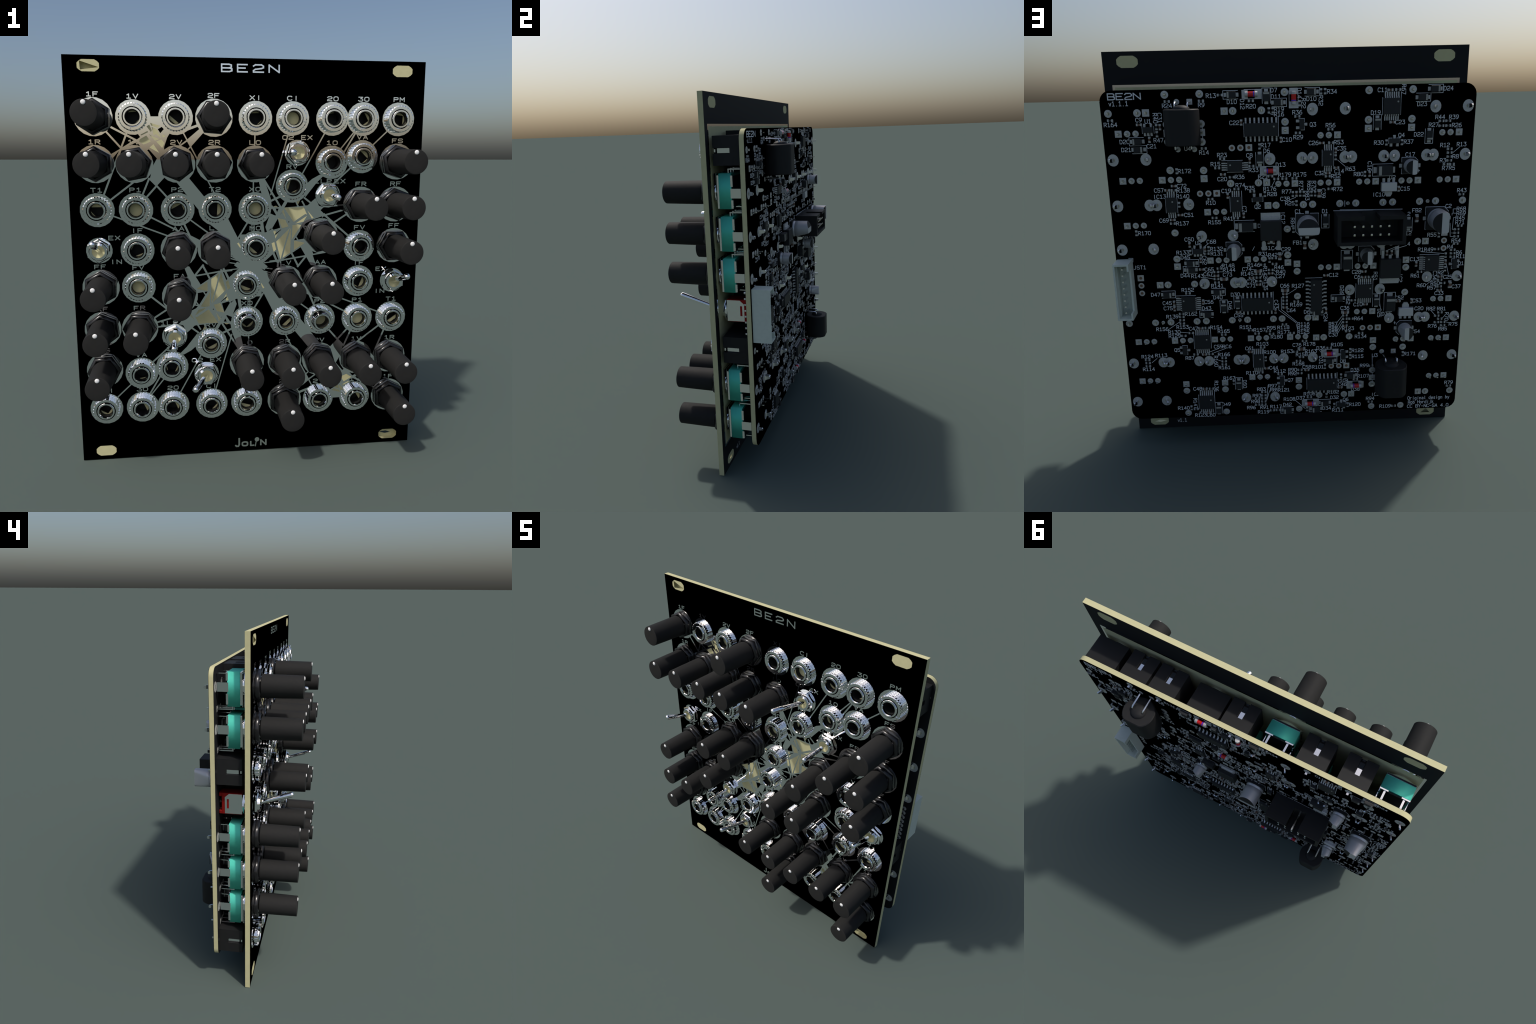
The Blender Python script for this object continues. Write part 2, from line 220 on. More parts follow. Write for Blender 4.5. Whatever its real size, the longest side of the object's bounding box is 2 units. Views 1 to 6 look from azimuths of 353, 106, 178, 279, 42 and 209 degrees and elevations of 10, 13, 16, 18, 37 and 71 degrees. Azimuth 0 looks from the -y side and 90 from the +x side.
DESIGNATORS = [
    ('R24', 35.37, 112.61, 'h'), ('R9', 25.54, 112.65, 'h'), ('R13', 22.66, 115.14, 'h'), ('D10', 16.73, 113.34, 'h'), ('R164', 52, 107.66, 'h'),
    ('C9', 43.83, 108.82, 'h'), ('U1', 41.2, 108.4, 'h'), ('R40', 39.07, 109.24, 'v'), ('C31', 37.74, 109.27, 'v'), ('D20', 48.44, 102.73, 'h'),
    ('D21', 48.16, 100.44, 'h'), ('C21', 40.7, 101.3, 'h'), ('R47', 38.56, 102.98, 'h'), ('U4', 30.29, 100.35, 'h'), ('R14', 25.54, 99.12, 'h'),
    ('R172', 31.64, 93.8, 'h'), ('R15', 22.35, 95.62, 'h'), ('R23', 20.3, 98.24, 'h'), ('C20', 20.59, 91.15, 'h'), ('D12', 13.75, 112.6, 'v'),
    ('R20', 11.29, 111.96, 'h'), ('D7', 4.54, 116.3, 'h'), ('D11', 3.95, 114.52, 'h'), ('D14', -2.83, 115.3, 'v'), ('D10', -6.27, 113.68, 'h'),
    ('R34', -12.23, 115.57, 'h'), ('R32', -8.99, 113.09, 'v'), ('R19', 3.15, 110.95, 'h'), ('R16', 3.18, 109.55, 'h'), ('R22', -3.99, 112.48, 'v'),
    ('R36', -2.12, 109.97, 'h'), ('Q3', -6.65, 106.42, 'h'), ('R56', -11.84, 106.08, 'h'), ('C22', 16.29, 107.42, 'h'), ('C10', 1, 102.26, 'h'),
    ('R29', -2.31, 102.87, 'h'), ('C26', -6.81, 101.1, 'h'), ('R53', -14.27, 101.14, 'h'), ('C35', -15.08, 99.31, 'h'), ('R17', 7.32, 100.81, 'h'),
    ('D6', 7.09, 99.16, 'h'), ('C8', 12.22, 97.95, 'h'), ('R33', 11.15, 93.61, 'h'), ('D13', 3.05, 94.98, 'h'), ('R21', 8.42, 91.54, 'h'),
    ('R179', 1.91, 91.94, 'h'), ('R175', -2.68, 91.9, 'h'), ('C32', -8.63, 92.18, 'h'), ('C14', -14.47, 92.59, 'h'), ('R52', -13.47, 91.13, 'h'),
    ('R63', -17.84, 93.22, 'h'), ('R36', 15.36, 91.67, 'h'), ('C11', -26.91, 115.71, 'h'), ('R67', -33.12, 115.71, 'v'), ('D24', -46.16, 115.75, 'h'),
    ('D23', -38.62, 111.52, 'h'), ('D19', -25.07, 109.37, 'h'), ('C23', -32.35, 106.51, 'h'), ('Q4', -32.91, 102.75, 'h'),
    ('D22', -38.04, 102.84, 'h'), ('R27', -42.32, 105.5, 'h'), ('R44', -44.16, 107.71, 'h'), ('R39', -48.22, 107.61, 'h'),
    ('R26', -49.23, 105.26, 'h'), ('R30', -26.2, 100.71, 'h'), ('R37', -35.1, 100.77, 'h'), ('R12', -46.06, 99.53, 'h'), ('R13', -51.03, 99.66, 'h'),
    ('R8', -49.48, 96.11, 'h'), ('R3', -45.69, 95.01, 'h'), ('R7', -46.5, 92.7, 'h'), ('R5', -48.59, 92.71, 'h'), ('C17', -35.72, 97.02, 'h'),
    ('C16', -23.64, 93.84, 'v'), ('R80', -20.31, 91.58, 'h'), ('+', -38.51, 92.2, 'h'), ('C72', 32.79, 89.38, 'h'), ('R138', 32.4, 88.05, 'h'),
    ('C57', 39.66, 88.25, 'h'), ('IC13', 39.59, 86.36, 'h'), ('R140', 32.67, 86.26, 'h'), ('C51', 31.18, 80.56, 'h'), ('C69', 38.82, 79.03, 'h'),
    ('R137', 33.3, 77.98, 'h'), ('R10', 24.38, 84.08, 'h'), ('C19', 19.57, 87.58, 'h'), ('R155', 23.55, 78.05, 'h'), ('R41', 19.31, 79.06, 'h'),
    ('R170', 45.07, 75.25, 'h'), ('C50', 31.63, 72.88, 'h'), ('U2', 28.89, 71.67, 'h'), ('C68', 24.91, 71.97, 'h'), ('R132', 23.41, 69.64, 'h'),
    ('R131', 23.37, 68.13, 'h'), ('R133', 33.88, 68.77, 'h'), ('D45', 33.16, 67.21, 'h'), ('C62', 27.34, 66.09, 'v'), ('R148', 20.07, 64.12, 'h'),
    ('C65', 26.03, 63.06, 'h'), ('R144', 19.84, 62.7, 'h'), ('D44', 33.59, 61.27, 'h'), ('R143', 29.85, 60.99, 'h'), ('C67', 26.47, 61.51, 'h'),
    ('C73', 20.45, 61.18, 'h'), ('R141', 23.78, 57.62, 'h'), ('JST1', 47.45, 64.38, 'h'), ('R152', 33.16, 56.53, 'h'), ('D47', 43.32, 55.28, 'h'),
    ('D40', 23.8, 53.71, 'h'), ('D30', 18.25, 54.49, 'h'), ('C45', 39.91, 52.33, 'h'), ('C56', 26.76, 52.27, 'h'), ('C75', 39.74, 50.55, 'h'),
    ('D43', 27.57, 50.18, 'h'), ('D46', 20.09, 50.83, 'v'), ('R74', 15.25, 89.17, 'h'), ('R35', 12.45, 88.23, 'h'), ('R176', 6.47, 87.86, 'h'),
    ('R28', 5.79, 86.24, 'h'), ('R77', 1.38, 86.85, 'h'), ('C38', 1.92, 84.68, 'h'), ('R25', 0.49, 83.26, 'h'), ('R73', -2.98, 88.53, 'v'),
    ('R83', -4.83, 85.45, 'v'), ('R65', -5.46, 88.49, 'v'), ('R70', -6.88, 88.45, 'v'), ('C39', -9.71, 86.05, 'v'), ('R72', -14.12, 87.21, 'h'),
    ('Q2', 10.3, 82.5, 'h'), ('C7', 14.33, 81.85, 'v'), ('IC12', 2.67, 78.84, 'v'), ('C1', -1.95, 80.73, 'h'), ('D1', -10.23, 80.56, 'h'),
    ('R84', -0.29, 77.29, 'v'), ('FB1', -1.73, 70.88, 'h'), ('C41', 8.09, 69.41, 'h'), ('C40', 5.04, 69.31, 'h'), ('C29', 1.93, 68.85, 'h'),
    ('R31', 9.01, 67.59, 'h'), ('R42', 6.04, 67.12, 'h'), ('R146', 12.1, 64.05, 'h'), ('C74', 14.33, 62.78, 'h'), ('R145', 14.24, 61.3, 'h'),
    ('R46', 4.23, 63.08, 'h'), ('R40', 3.72, 61.55, 'h'), ('C27', 3.84, 60.13, 'h'), ('R142', 8.62, 61.58, 'v'), ('R135', 8.55, 57.53, 'v'),
    ('C70', 13.13, 58.7, 'h'), ('C71', 13.18, 57.3, 'h'), ('C66', 2.55, 56.91, 'h'), ('R127', -1.64, 56.77, 'h'), ('C12', -12.94, 59.99, 'h'),
    ('D26', -15.59, 54.89, 'v'), ('R62', -17.61, 51.38, 'v'), ('R169', -1, 50.42, 'h'), ('C43', 5.42, 50.81, 'v'), ('+', -2.82, 72.44, 'h'),
    ('D', 10, 76.54, 'h'), ('C15', -34.6, 86.8, 'h'), ('IC10', -26.55, 85.21, 'h'), ('D2', -30.6, 90.33, 'h'), ('R43', -52.03, 85.83, 'h'),
    ('C2', -48.23, 81.05, 'h'), ('FB2', -38.51, 79.99, 'h'), ('R68', -52.27, 80.1, 'h'), ('R69', -52.31, 78.69, 'h'), ('R45', -52.1, 77.25, 'h'),
    ('R71', -52.14, 75.83, 'h'), ('R55', -43.58, 72.12, 'h'), ('R54', -51.29, 70.04, 'h'), ('R4', -49.54, 68.09, 'h'), ('R6', -52.49, 66.13, 'h'),
    ('R11', -53.09, 64.85, 'h'), ('R1', -40.35, 67.44, 'h'), ('R49', -42.83, 67.36, 'h'), ('Q1', -53.3, 62.55, 'h'), ('C13', -38.46, 64.38, 'h'),
    ('R61', -38.92, 58.92, 'h'), ('C34', -45.2, 58.84, 'v'), ('R2', -47.06, 59.67, 'h'), ('C25', -49.39, 58.16, 'h'), ('R60', -41.01, 55.61, 'h'),
    ('R50', -45.45, 56.11, 'h'), ('R57', -44.41, 54.69, 'h'), ('C33', -46.87, 52.76, 'h'), ('C37', -52.28, 54.85, 'h'), ('IC2', -34.2, 58.34, 'v'),
    ('C28', -20.19, 60.77, 'h'), ('C6', -20.46, 59.11, 'h'), ('R51', -26.24, 59.14, 'v'), ('C10', -20.82, 49.8, 'h'), ('C36', -16.61, 48.73, 'h'),
    ('C52', -34.08, 51.66, 'h'), ('C53', -39.86, 50.48, 'h'), ('IC20', -40.14, 47.74, 'h'), ('R82', -44.51, 47.52, 'h'), ('R81', -48.01, 47.4, 'h'),
    ('2', -36.1, 78.92, 'h'), ('12', -36.2, 72.8, 'h'), ('4', -36.43, 69.42, 'h'), ('R139', 38.63, 47.69, 'h'), ('R162', 32.64, 48.42, 'h'),
    ('C55', 17.49, 47.39, 'h'), ('R156', 42.14, 43.49, 'h'), ('R153', 35.64, 44, 'h'), ('C47', 32.18, 43.34, 'h'), ('R154', 24.87, 43.5, 'h'),
    ('R165', 22.54, 42.1, 'h'), ('R151', 15.42, 43.23, 'h'), ('R130', 38.37, 42.32, 'h'), ('R129', 38.37, 40.97, 'h'), ('Q5', 37.91, 36.03, 'h'),
    ('C59', 24.56, 36.75, 'h'), ('RC6', 21.75, 36.68, 'h'), ('R87', 34, 33.04, 'h'), ('R166', 22.88, 33.89, 'h'), ('R160', 25.57, 31.54, 'v'),
    ('R161', 22.88, 29.18, 'h'), ('C61', 14.42, 35.75, 'h'), ('R124', 47.68, 34.04, 'h'), ('R113', 43.26, 34.31, 'h'), ('R114', 47.63, 29.53, 'h'),
    ('R110', 13.96, 26.9, 'h'), ('R167', 21.52, 25.25, 'h'), ('D50', 16.48, 22.87, 'v'), ('C48', 32.18, 21.73, 'h'), ('R136', 25.91, 22.5, 'v'),
    ('R147', 33.23, 16.32, 'v'), ('R140', 37.25, 14.76, 'h'), ('R123', 31.69, 11.89, 'h'), ('C60', 28.27, 11.78, 'h'), ('D49', 22.93, 15.58, 'h'),
    ('D6', -4.38, 47.85, 'h'), ('C24', -10.4, 45.66, 'v'), ('R64', -21.12, 44.96, 'h'), ('R116', -3.25, 43.65, 'h'), ('R126', -3.24, 42.3, 'h'),
    ('R125', -3.22, 40.87, 'h'), ('R157', 10.98, 42.1, 'h'), ('R95', 7.14, 42.67, 'h'), ('R118', 3.28, 42.71, 'h'), ('R177', 3.24, 41.03, 'h'),
    ('R180', 5.5, 39.5, 'h'), ('R103', 10.21, 37.15, 'h'), ('C76', -1.04, 36.37, 'h'), ('R178', -5.11, 36.54, 'h'), ('R163', -5.6, 34, 'h'),
    ('R153', 2.28, 34.2, 'h'), ('R158', -2.57, 32.91, 'h'), ('R168', -1.45, 29.64, 'h'), ('C58', -4.21, 28.34, 'h'), ('R90', 0.54, 27.48, 'h'),
    ('R92', 0.56, 26.1, 'h'), ('R100', 7.9, 34.15, 'h'), ('C44', 6.77, 28.47, 'h'), ('R112', 4.77, 27.17, 'h'), ('Q7', 1.28, 23.76, 'h'),
    ('R97', 7.27, 21.85, 'h'), ('R89', 6.7, 20.38, 'h'), ('R121', 3.56, 20.18, 'h'), ('R83', 11.05, 20.75, 'h'), ('R93', 12.59, 18.41, 'h'),
    ('R98', 13.14, 16.25, 'h'), ('R96', 14.63, 13.99, 'h'), ('R91', 10.23, 13.92, 'h'), ('R117', 6.34, 14.03, 'h'), ('R119', 10.56, 12.19, 'h'),
    ('D42', 2.46, 14.64, 'h'), ('R108', 1.74, 16.66, 'h'), ('D37', -2.04, 16.96, 'h'), ('R106', -4.98, 18.38, 'h'), ('R102', -12.95, 18.74, 'h'),
    ('D32', -13.41, 16.68, 'h'), ('Q6', -17.22, 15.75, 'h'), ('D34', -10.83, 12.72, 'h'), ('R111', -14.58, 11.86, 'h'), ('R120', -20.36, 13.76, 'h'),
    ('R94', -25.53, 15.79, 'h'), ('R109', -30.65, 12.66, 'h'), ('IC3', -27.23, 17.26, 'h'), ('R99', -23.28, 28.11, 'h'), ('R107', -22.94, 24.3, 'h'),
    ('D35', -20.24, 26.66, 'h'), ('R104', -16.12, 22.87, 'h'), ('C46', -16.06, 21.47, 'h'), ('D38', -20.45, 19.46, 'h'), ('R101', -7.86, 28.2, 'h'),
    ('D31', -8.88, 30.64, 'v'), ('Q8', -16.16, 29.99, 'h'), ('R115', -21.01, 31.54, 'h'), ('R122', -20.98, 33.68, 'h'), ('R105', -14.15, 36.02, 'h'),
    ('D36', -8.89, 34.98, 'h'), ('R123', -17.72, 41.59, 'h'), ('R134', -21.9, 38.63, 'h'), ('U3', -26.7, 31.69, 'h'), ('R57', -12.85, 43.37, 'h'),
    ('R56', -12.85, 42.41, 'h'), ('R58', -12.86, 41.48, 'h'), ('R59', -12.86, 40.58, 'h'), ('C30', -12.87, 39.54, 'h'), ('D25', -27.82, 46.56, 'v'),
    ('D33', -30.05, 46.3, 'h'), ('C64', 0.64, 48.55, 'h'), ('R70', -49.85, 44.64, 'v'), ('R76', -45.33, 41.46, 'h'), ('R75', -52.16, 41.9, 'h'),
    ('R85', -48.78, 40.38, 'h'), ('C54', -39.88, 39.74, 'h'), ('R171', -38.32, 31.85, 'h'), ('R79', -51.96, 20.74, 'h'), ('+', -32.92, 43.05, 'h'),
]
LEADER_LINES = [
    (5.79, 109.75, 4.35, 109.23), (-13.96, 95.94, -16.27, 93.97), (-48.59, 97.27, -50.51, 98.85), (26.89, 70.66, 25.67, 71.48),
    (27.87, 60.55, 24.77, 59.87), (26.2, 60.96, 24.87, 60.7), (22.85, 62.17, 21.87, 62.14), (22.63, 63.67, 21.99, 64.43),
    (50.61, 67.45, 49.29, 67.41), (49.29, 67.41, 49.4, 66.24), (5.88, 88.51, 4.97, 90.19), (0.38, 84.4, -1.28, 85.03), (3.31, 66.94, 2.84, 68.01),
    (8.13, 67.25, 7.55, 66.55), (1.5, 54.14, -1.17, 55.86), (13.14, 62.83, 12.1, 62.48), (12.44, 61.24, 11.76, 60.96), (5.81, 62.12, 5.07, 61.6),
    (5.78, 61.02, 5.19, 60.37), (9.83, 60.17, 9.29, 61.35), (9.76, 58.78, 9.37, 56.59), (12.33, 68.77, 11.69, 69.98), (-12.84, 80.57, -24.99, 80.4),
    (-16.25, 83.58, -16.27, 81.81), (-14.82, 80.81, -33.97, 80.5), (-49.74, 80.11, -50.81, 80.08), (-49.74, 80.11, -49.83, 78.76),
    (-49.47, 78.77, -50.9, 78.73), (-49.47, 78.77, -49.51, 78.17), (-50.01, 77.4, -50.75, 77.38), (-50.01, 77.4, -49.86, 73.62),
    (-49.86, 73.62, -50.4, 73.6), (-49.07, 75.62, -49.34, 71.34), (-49.34, 71.34, -50.39, 71.3), (-49.72, 72.49, -50.32, 72.47),
    (-29.94, 67.61, -33.36, 68.9), (-31.44, 67.72, -35.76, 68.88), (-40.48, 66.72, -47.7, 65.93), (-48.59, 62.79, -49.54, 59.11),
    (-42.51, 55.66, -44.37, 57.2), (-44.37, 57.2, -45.91, 57.25), (-27.79, 50.31, -28.23, 47.83), (40.09, 43.35, 36.32, 45.86),
    (36.58, 42.26, 34.07, 41.95), (28.33, 34.64, 24.43, 36.06), (26, 34.63, 21.44, 36.27), (46.37, 31.87, 44.67, 33.27), (24.81, 31.95, 23.83, 31.54),
    (-1.37, 44.21, 3.8, 48.91), (3.8, 48.91, 3.72, 53.07), (-0.88, 44.16, 4.63, 48.76), (4.63, 48.76, 4.58, 51.02), (-1.5, 41.11, -0.87, 43.81),
    (-14.27, 44.03, -15.75, 45.93), (-14.28, 42.43, -15.76, 44.87), (-14.29, 41, -15.77, 43.8), (-14.3, 39.92, -15.78, 42.55),
    (0.03, 16.36, -3.55, 12.83), (-8.39, 34.23, -9.02, 33.32), (8.8, 22.18, 9.4, 16.48), (8.34, 20.07, 9.4, 16.48), (-25.86, 31.09, -25.93, 28.12),
    (-25.99, 25.68, -26.03, 24.1), (-26.06, 22.85, -26.08, 21.71), (1.58, 54.1, -0.38, 55.34), (-44.51, 46.98, -45.94, 45.31),
    (-48.56, 44.19, -49.38, 45.3), (-49.72, 42.71, -50.81, 42.4), (25.58, 106.55, 25.64, 105.46), (25.65, 103.96, 25.71, 102.86),
]
# ------------------------------------------------------------------ materials
def material(name, color, rough=0.5, metal=0.0, spec=0.5, grain=0.0, grain_scale=60.0, bump=0.0, coat=0.0):
    m = bpy.data.materials.new(name)
    m.use_nodes = True
    nt = m.node_tree
    b = nt.nodes['Principled BSDF']
    b.inputs['Base Color'].default_value = (*color, 1)
    b.inputs['Roughness'].default_value = rough
    b.inputs['Metallic'].default_value = metal
    b.inputs['Specular IOR Level'].default_value = spec
    b.inputs['Coat Weight'].default_value = coat
    if grain or bump:
        tc = nt.nodes.new('ShaderNodeTexCoord')
        nz = nt.nodes.new('ShaderNodeTexNoise')
        nz.inputs['Scale'].default_value = grain_scale
        nz.inputs['Detail'].default_value = 3
        nt.links.new(tc.outputs['Object'], nz.inputs['Vector'])
        if grain:
            cr = nt.nodes.new('ShaderNodeValToRGB')
            cr.color_ramp.elements[0].position, cr.color_ramp.elements[1].position = 0.3, 0.7
            cr.color_ramp.elements[0].color = (*[c * (1 - grain) for c in color], 1)
            cr.color_ramp.elements[1].color = (*[min(1, c * (1 + grain)) for c in color], 1)
            nt.links.new(nz.outputs['Fac'], cr.inputs['Fac'])
            nt.links.new(cr.outputs['Color'], b.inputs['Base Color'])
        if bump:
            bp = nt.nodes.new('ShaderNodeBump')
            bp.inputs['Strength'].default_value = bump
            bp.inputs['Distance'].default_value = 0.001
            nt.links.new(nz.outputs['Fac'], bp.inputs['Height'])
            nt.links.new(bp.outputs['Normal'], b.inputs['Normal'])
    return m


M = dict(
    chrome=material('polished_nickel', (0.97, 0.97, 0.97), 0.03, 1.0),
    copper_face=material('tinned_copper_mirror', (1.0, 1.0, 1.0), 0.02, 1.0),
    mask=material('black_solder_mask', (0.0, 0.0, 0.0), 1.0, 0.0, 0.0),
    mask_dull=material('dull_black_mask', (0.013, 0.014, 0.016), 0.7, 0.0, 0.15),
    laminate=material('cream_glass_laminate', (0.56, 0.53, 0.31), 0.8, 0.0, 0.1, grain=0.03, grain_scale=40),
    knob=material('matt_black_knob_plastic', (0.021, 0.0208, 0.0205), 0.7, 0.0, 0.15, grain=0.06, grain_scale=90),
    nut_black=material('black_oxide_nut', (0.009, 0.009, 0.010), 0.25, 0.0, 0.45),
    white=material('white_indicator', (0.85, 0.85, 0.85), 0.25),
    green=material('teal_potentiometer_case', (0.11, 0.66, 0.51), 0.55, 0.6, 0.3, grain=0.02),
    black=material('black_moulded_plastic', (0.012, 0.012, 0.0125), 0.6, 0.0, 0.3, grain=0.08, grain_scale=70),
    red=material('red_switch_body', (0.36, 0.010, 0.008), 0.5, 0.55),
    ivory=material('ivory_connector_plastic', (0.58, 0.63, 0.56), 0.6, 0.0, 0.3, grain=0.03),
    pad=material('tinned_pad', (0.52, 0.52, 0.515), 0.5, 0.5, 0.3, grain=0.05, grain_scale=120),
    silk=material('white_silkscreen_ink', (0.72, 0.73, 0.75), 0.8, 0.0, 0.1),
    lead=material('solder_coated_lead', (0.80, 0.80, 0.82), 0.18, 1.0),
    chip=material('black_epoxy_chip', (0.018, 0.019, 0.020), 0.55, 0.0, 0.3, grain=0.08, grain_scale=120),
    band=material('grey_cathode_band', (0.36, 0.35, 0.31), 0.7),
    brown=material('brown_ceramic', (0.13, 0.075, 0.05), 0.7, grain=0.15, grain_scale=150),
    glass_red=material('red_glass_diode', (0.55, 0.012, 0.012), 0.15),
    blue=material('blue_cathode_ring', (0.04, 0.03, 0.55), 0.3),
    can=material('aluminium_capacitor_can', (0.60, 0.60, 0.61), 0.42, 0.45, 0.4),
    solder=material('olive_solder_fill', (0.36, 0.35, 0.24), 0.6),
    hole_fill=material('brown_hole_fill', (0.16, 0.09, 0.05), 0.8),  # flat brown discs filling the switch pads, no hole is cut
    gold=material('pale_gold_pin', (0.85, 0.84, 0.74), 0.12, 1.0),
)
MAT_ORDER = list(M)


# ------------------------------------------------------------------ mesh building (local u, v, h in mm)
class Builder:
    def __init__(self):
        self.bm = bmesh.new()
        self.used = []

    def idx(self, mat):
        if mat not in self.used:
            self.used.append(mat)
        return self.used.index(mat)

    def poly(self, pts, mat):
        f = self.bm.faces.new([self.bm.verts.new(p) for p in pts])
        f.material_index = self.idx(mat)
        return f

    def rings(self, rings, mat, close=True, cap0=True, cap1=True, mats=None):
        i = self.idx(mat)
        vs = [[self.bm.verts.new(p) for p in r] for r in rings]
        n = len(vs[0])
        for a, (r0, r1) in enumerate(zip(vs, vs[1:])):
            k = self.idx(mats[a]) if mats else i
            for j in range(n if close else n - 1):
                f = self.bm.faces.new([r0[j], r0[(j + 1) % n], r1[(j + 1) % n], r1[j]])
                f.material_index = k
        if cap0:
            f = self.bm.faces.new(vs[0][::-1]); f.material_index = self.idx(mats[0]) if mats else i
        if cap1:
            f = self.bm.faces.new(vs[-1]); f.material_index = self.idx(mats[-1]) if mats else i

    def box(self, u0, u1, v0, v1, h0, h1, mat, bev=0.0):
        if bev <= 0:
            r = [(u0, v0), (u1, v0), (u1, v1), (u0, v1)]
            self.rings([[(x, y, h) for x, y in r] for h in (h0, h1)], mat)
            return
        b = bev
        def ring(d, h):
            return [(u0 + b, v0 + d, h), (u1 - b, v0 + d, h), (u1 - d, v0 + b, h), (u1 - d, v1 - b, h),
                    (u1 - b, v1 - d, h), (u0 + b, v1 - d, h), (u0 + d, v1 - b, h), (u0 + d, v0 + b, h)]
        def inset(h):
            e = b * 0.999
            return [(u0 + b, v0 + e, h), (u1 - b, v0 + e, h), (u1 - e, v0 + b, h), (u1 - e, v1 - b, h),
                    (u1 - b, v1 - e, h), (u0 + b, v1 - e, h), (u0 + e, v1 - b, h), (u0 + e, v0 + b, h)]
        self.rings([inset(h0), ring(0, h0 + b), ring(0, h1 - b), inset(h1)], mat)

    def prism(self, poly, h0, h1, mat, inset=0.0):
        c = (sum(p[0] for p in poly) / len(poly), sum(p[1] for p in poly) / len(poly))
        self.rings([[(x, y, h) for x, y in poly] for h in (h0, h1)], mat)

    def lathe(self, profile, mat, n=24, c=(0, 0), cap0=True, cap1=True, mats=None, turn=0.0):
        self.rings([[(c[0] + r * math.cos(turn + 2 * math.pi * j / n), c[1] + r * math.sin(turn + 2 * math.pi * j / n), h)
                     for j in range(n)] for r, h in profile], mat, cap0=cap0, cap1=cap1, mats=mats)

    def rod(self, path, radius, mat, n=8, flat=None):
        """Round wire through path points; radius may be a list."""
        pts = [Vector(p) for p in path]
        rad = radius if isinstance(radius, (list, tuple)) else [radius] * len(pts)
        rings = []
        for i, p in enumerate(pts):
            d = (pts[min(i + 1, len(pts) - 1)] - pts[max(i - 1, 0)]).normalized()
            a = d.orthogonal().normalized() if i == 0 else (a - d * a.dot(d)).normalized()
            b = d.cross(a)
            rings.append([tuple(p + rad[i] * (math.cos(2 * math.pi * j / n) * a + math.sin(2 * math.pi * j / n) * b)) for j in range(n)])
        self.rings(rings, mat)

    def mesh(self, name, smooth=32.0):
        bmesh.ops.recalc_face_normals(self.bm, faces=self.bm.faces)
        if smooth:
            lim = math.radians(smooth)
            soft = self.used.index('green') if 'green' in self.used else -1      # moulded case rounds over around its sides
            for f in self.bm.faces:
                f.smooth = True
            for e in self.bm.edges:
                e.smooth = len(e.link_faces) == 2 and e.calc_face_angle() < lim
                if soft >= 0 and len(e.link_faces) == 2 and all(f.material_index == soft for f in e.link_faces):
                    e.smooth = abs(e.verts[0].co.z - e.verts[1].co.z) > 1.0
        for v in self.bm.verts:
            v.co *= SCALE
        me = bpy.data.meshes.new(name)
        self.bm.to_mesh(me)
        self.bm.free()
        for m in self.used:
            me.materials.append(M[m])
        return me


def ngon(r, n, turn=0.0, c=(0, 0)):
    return [(c[0] + r * math.cos(turn + 2 * math.pi * i / n), c[1] + r * math.sin(turn + 2 * math.pi * i / n)) for i in range(n)]


FRONT = Matrix(((1, 0, 0, 0), (0, 0, -1, 0), (0, 1, 0, 0), (0, 0, 0, 1)))      # u=x, v=z, h=-y
BACK = Matrix(((-1, 0, 0, 0), (0, 0, 1, 0), (0, 1, 0, 0), (0, 0, 0, 1)))       # u=-x, v=z, h=+y
TURN = {'right': 0.0, 'up': 90.0, 'left': 180.0, 'down': 270.0, 'r': 0.0, 't': 90.0, 'l': 180.0, 'b': 270.0, 'h': 0.0, 'v': 90.0}


def put(name, me, parent, x=0.0, y=0.0, z=0.0, frame=Matrix.Identity(4), turn=0.0, kind=None):
    ob = bpy.data.objects.new(name, me)
    bpy.context.collection.objects.link(ob)
    ob.parent = parent
    ob.matrix_world = Matrix.Translation((x * SCALE, y * SCALE, z * SCALE)) @ frame @ Matrix.Rotation(math.radians(turn), 4, 'Z')
    if kind:
        ob['kind'] = kind
    return ob


def child(name, me, parent, local=Matrix.Identity(4)):
    """Sub-part fixed in its parent's local u, v, h frame."""
    ob = bpy.data.objects.new(name, me)
    bpy.context.collection.objects.link(ob)
    ob.parent = parent
    ob.matrix_local = local
    return ob


# ------------------------------------------------------------------ flat print: strokes, letters, planar union
def strip(p, q, w, cap=0.5):
    d = Vector(q) - Vector(p)
    d = d.normalized() if d.length > 1e-9 else Vector((1, 0))
    n = Vector((-d.y, d.x)) * (w / 2)
    a, b = Vector(p) - d * w * cap, Vector(q) + d * w * cap
    return [tuple(a - n), tuple(b - n), tuple(b + n), tuple(a + n)]


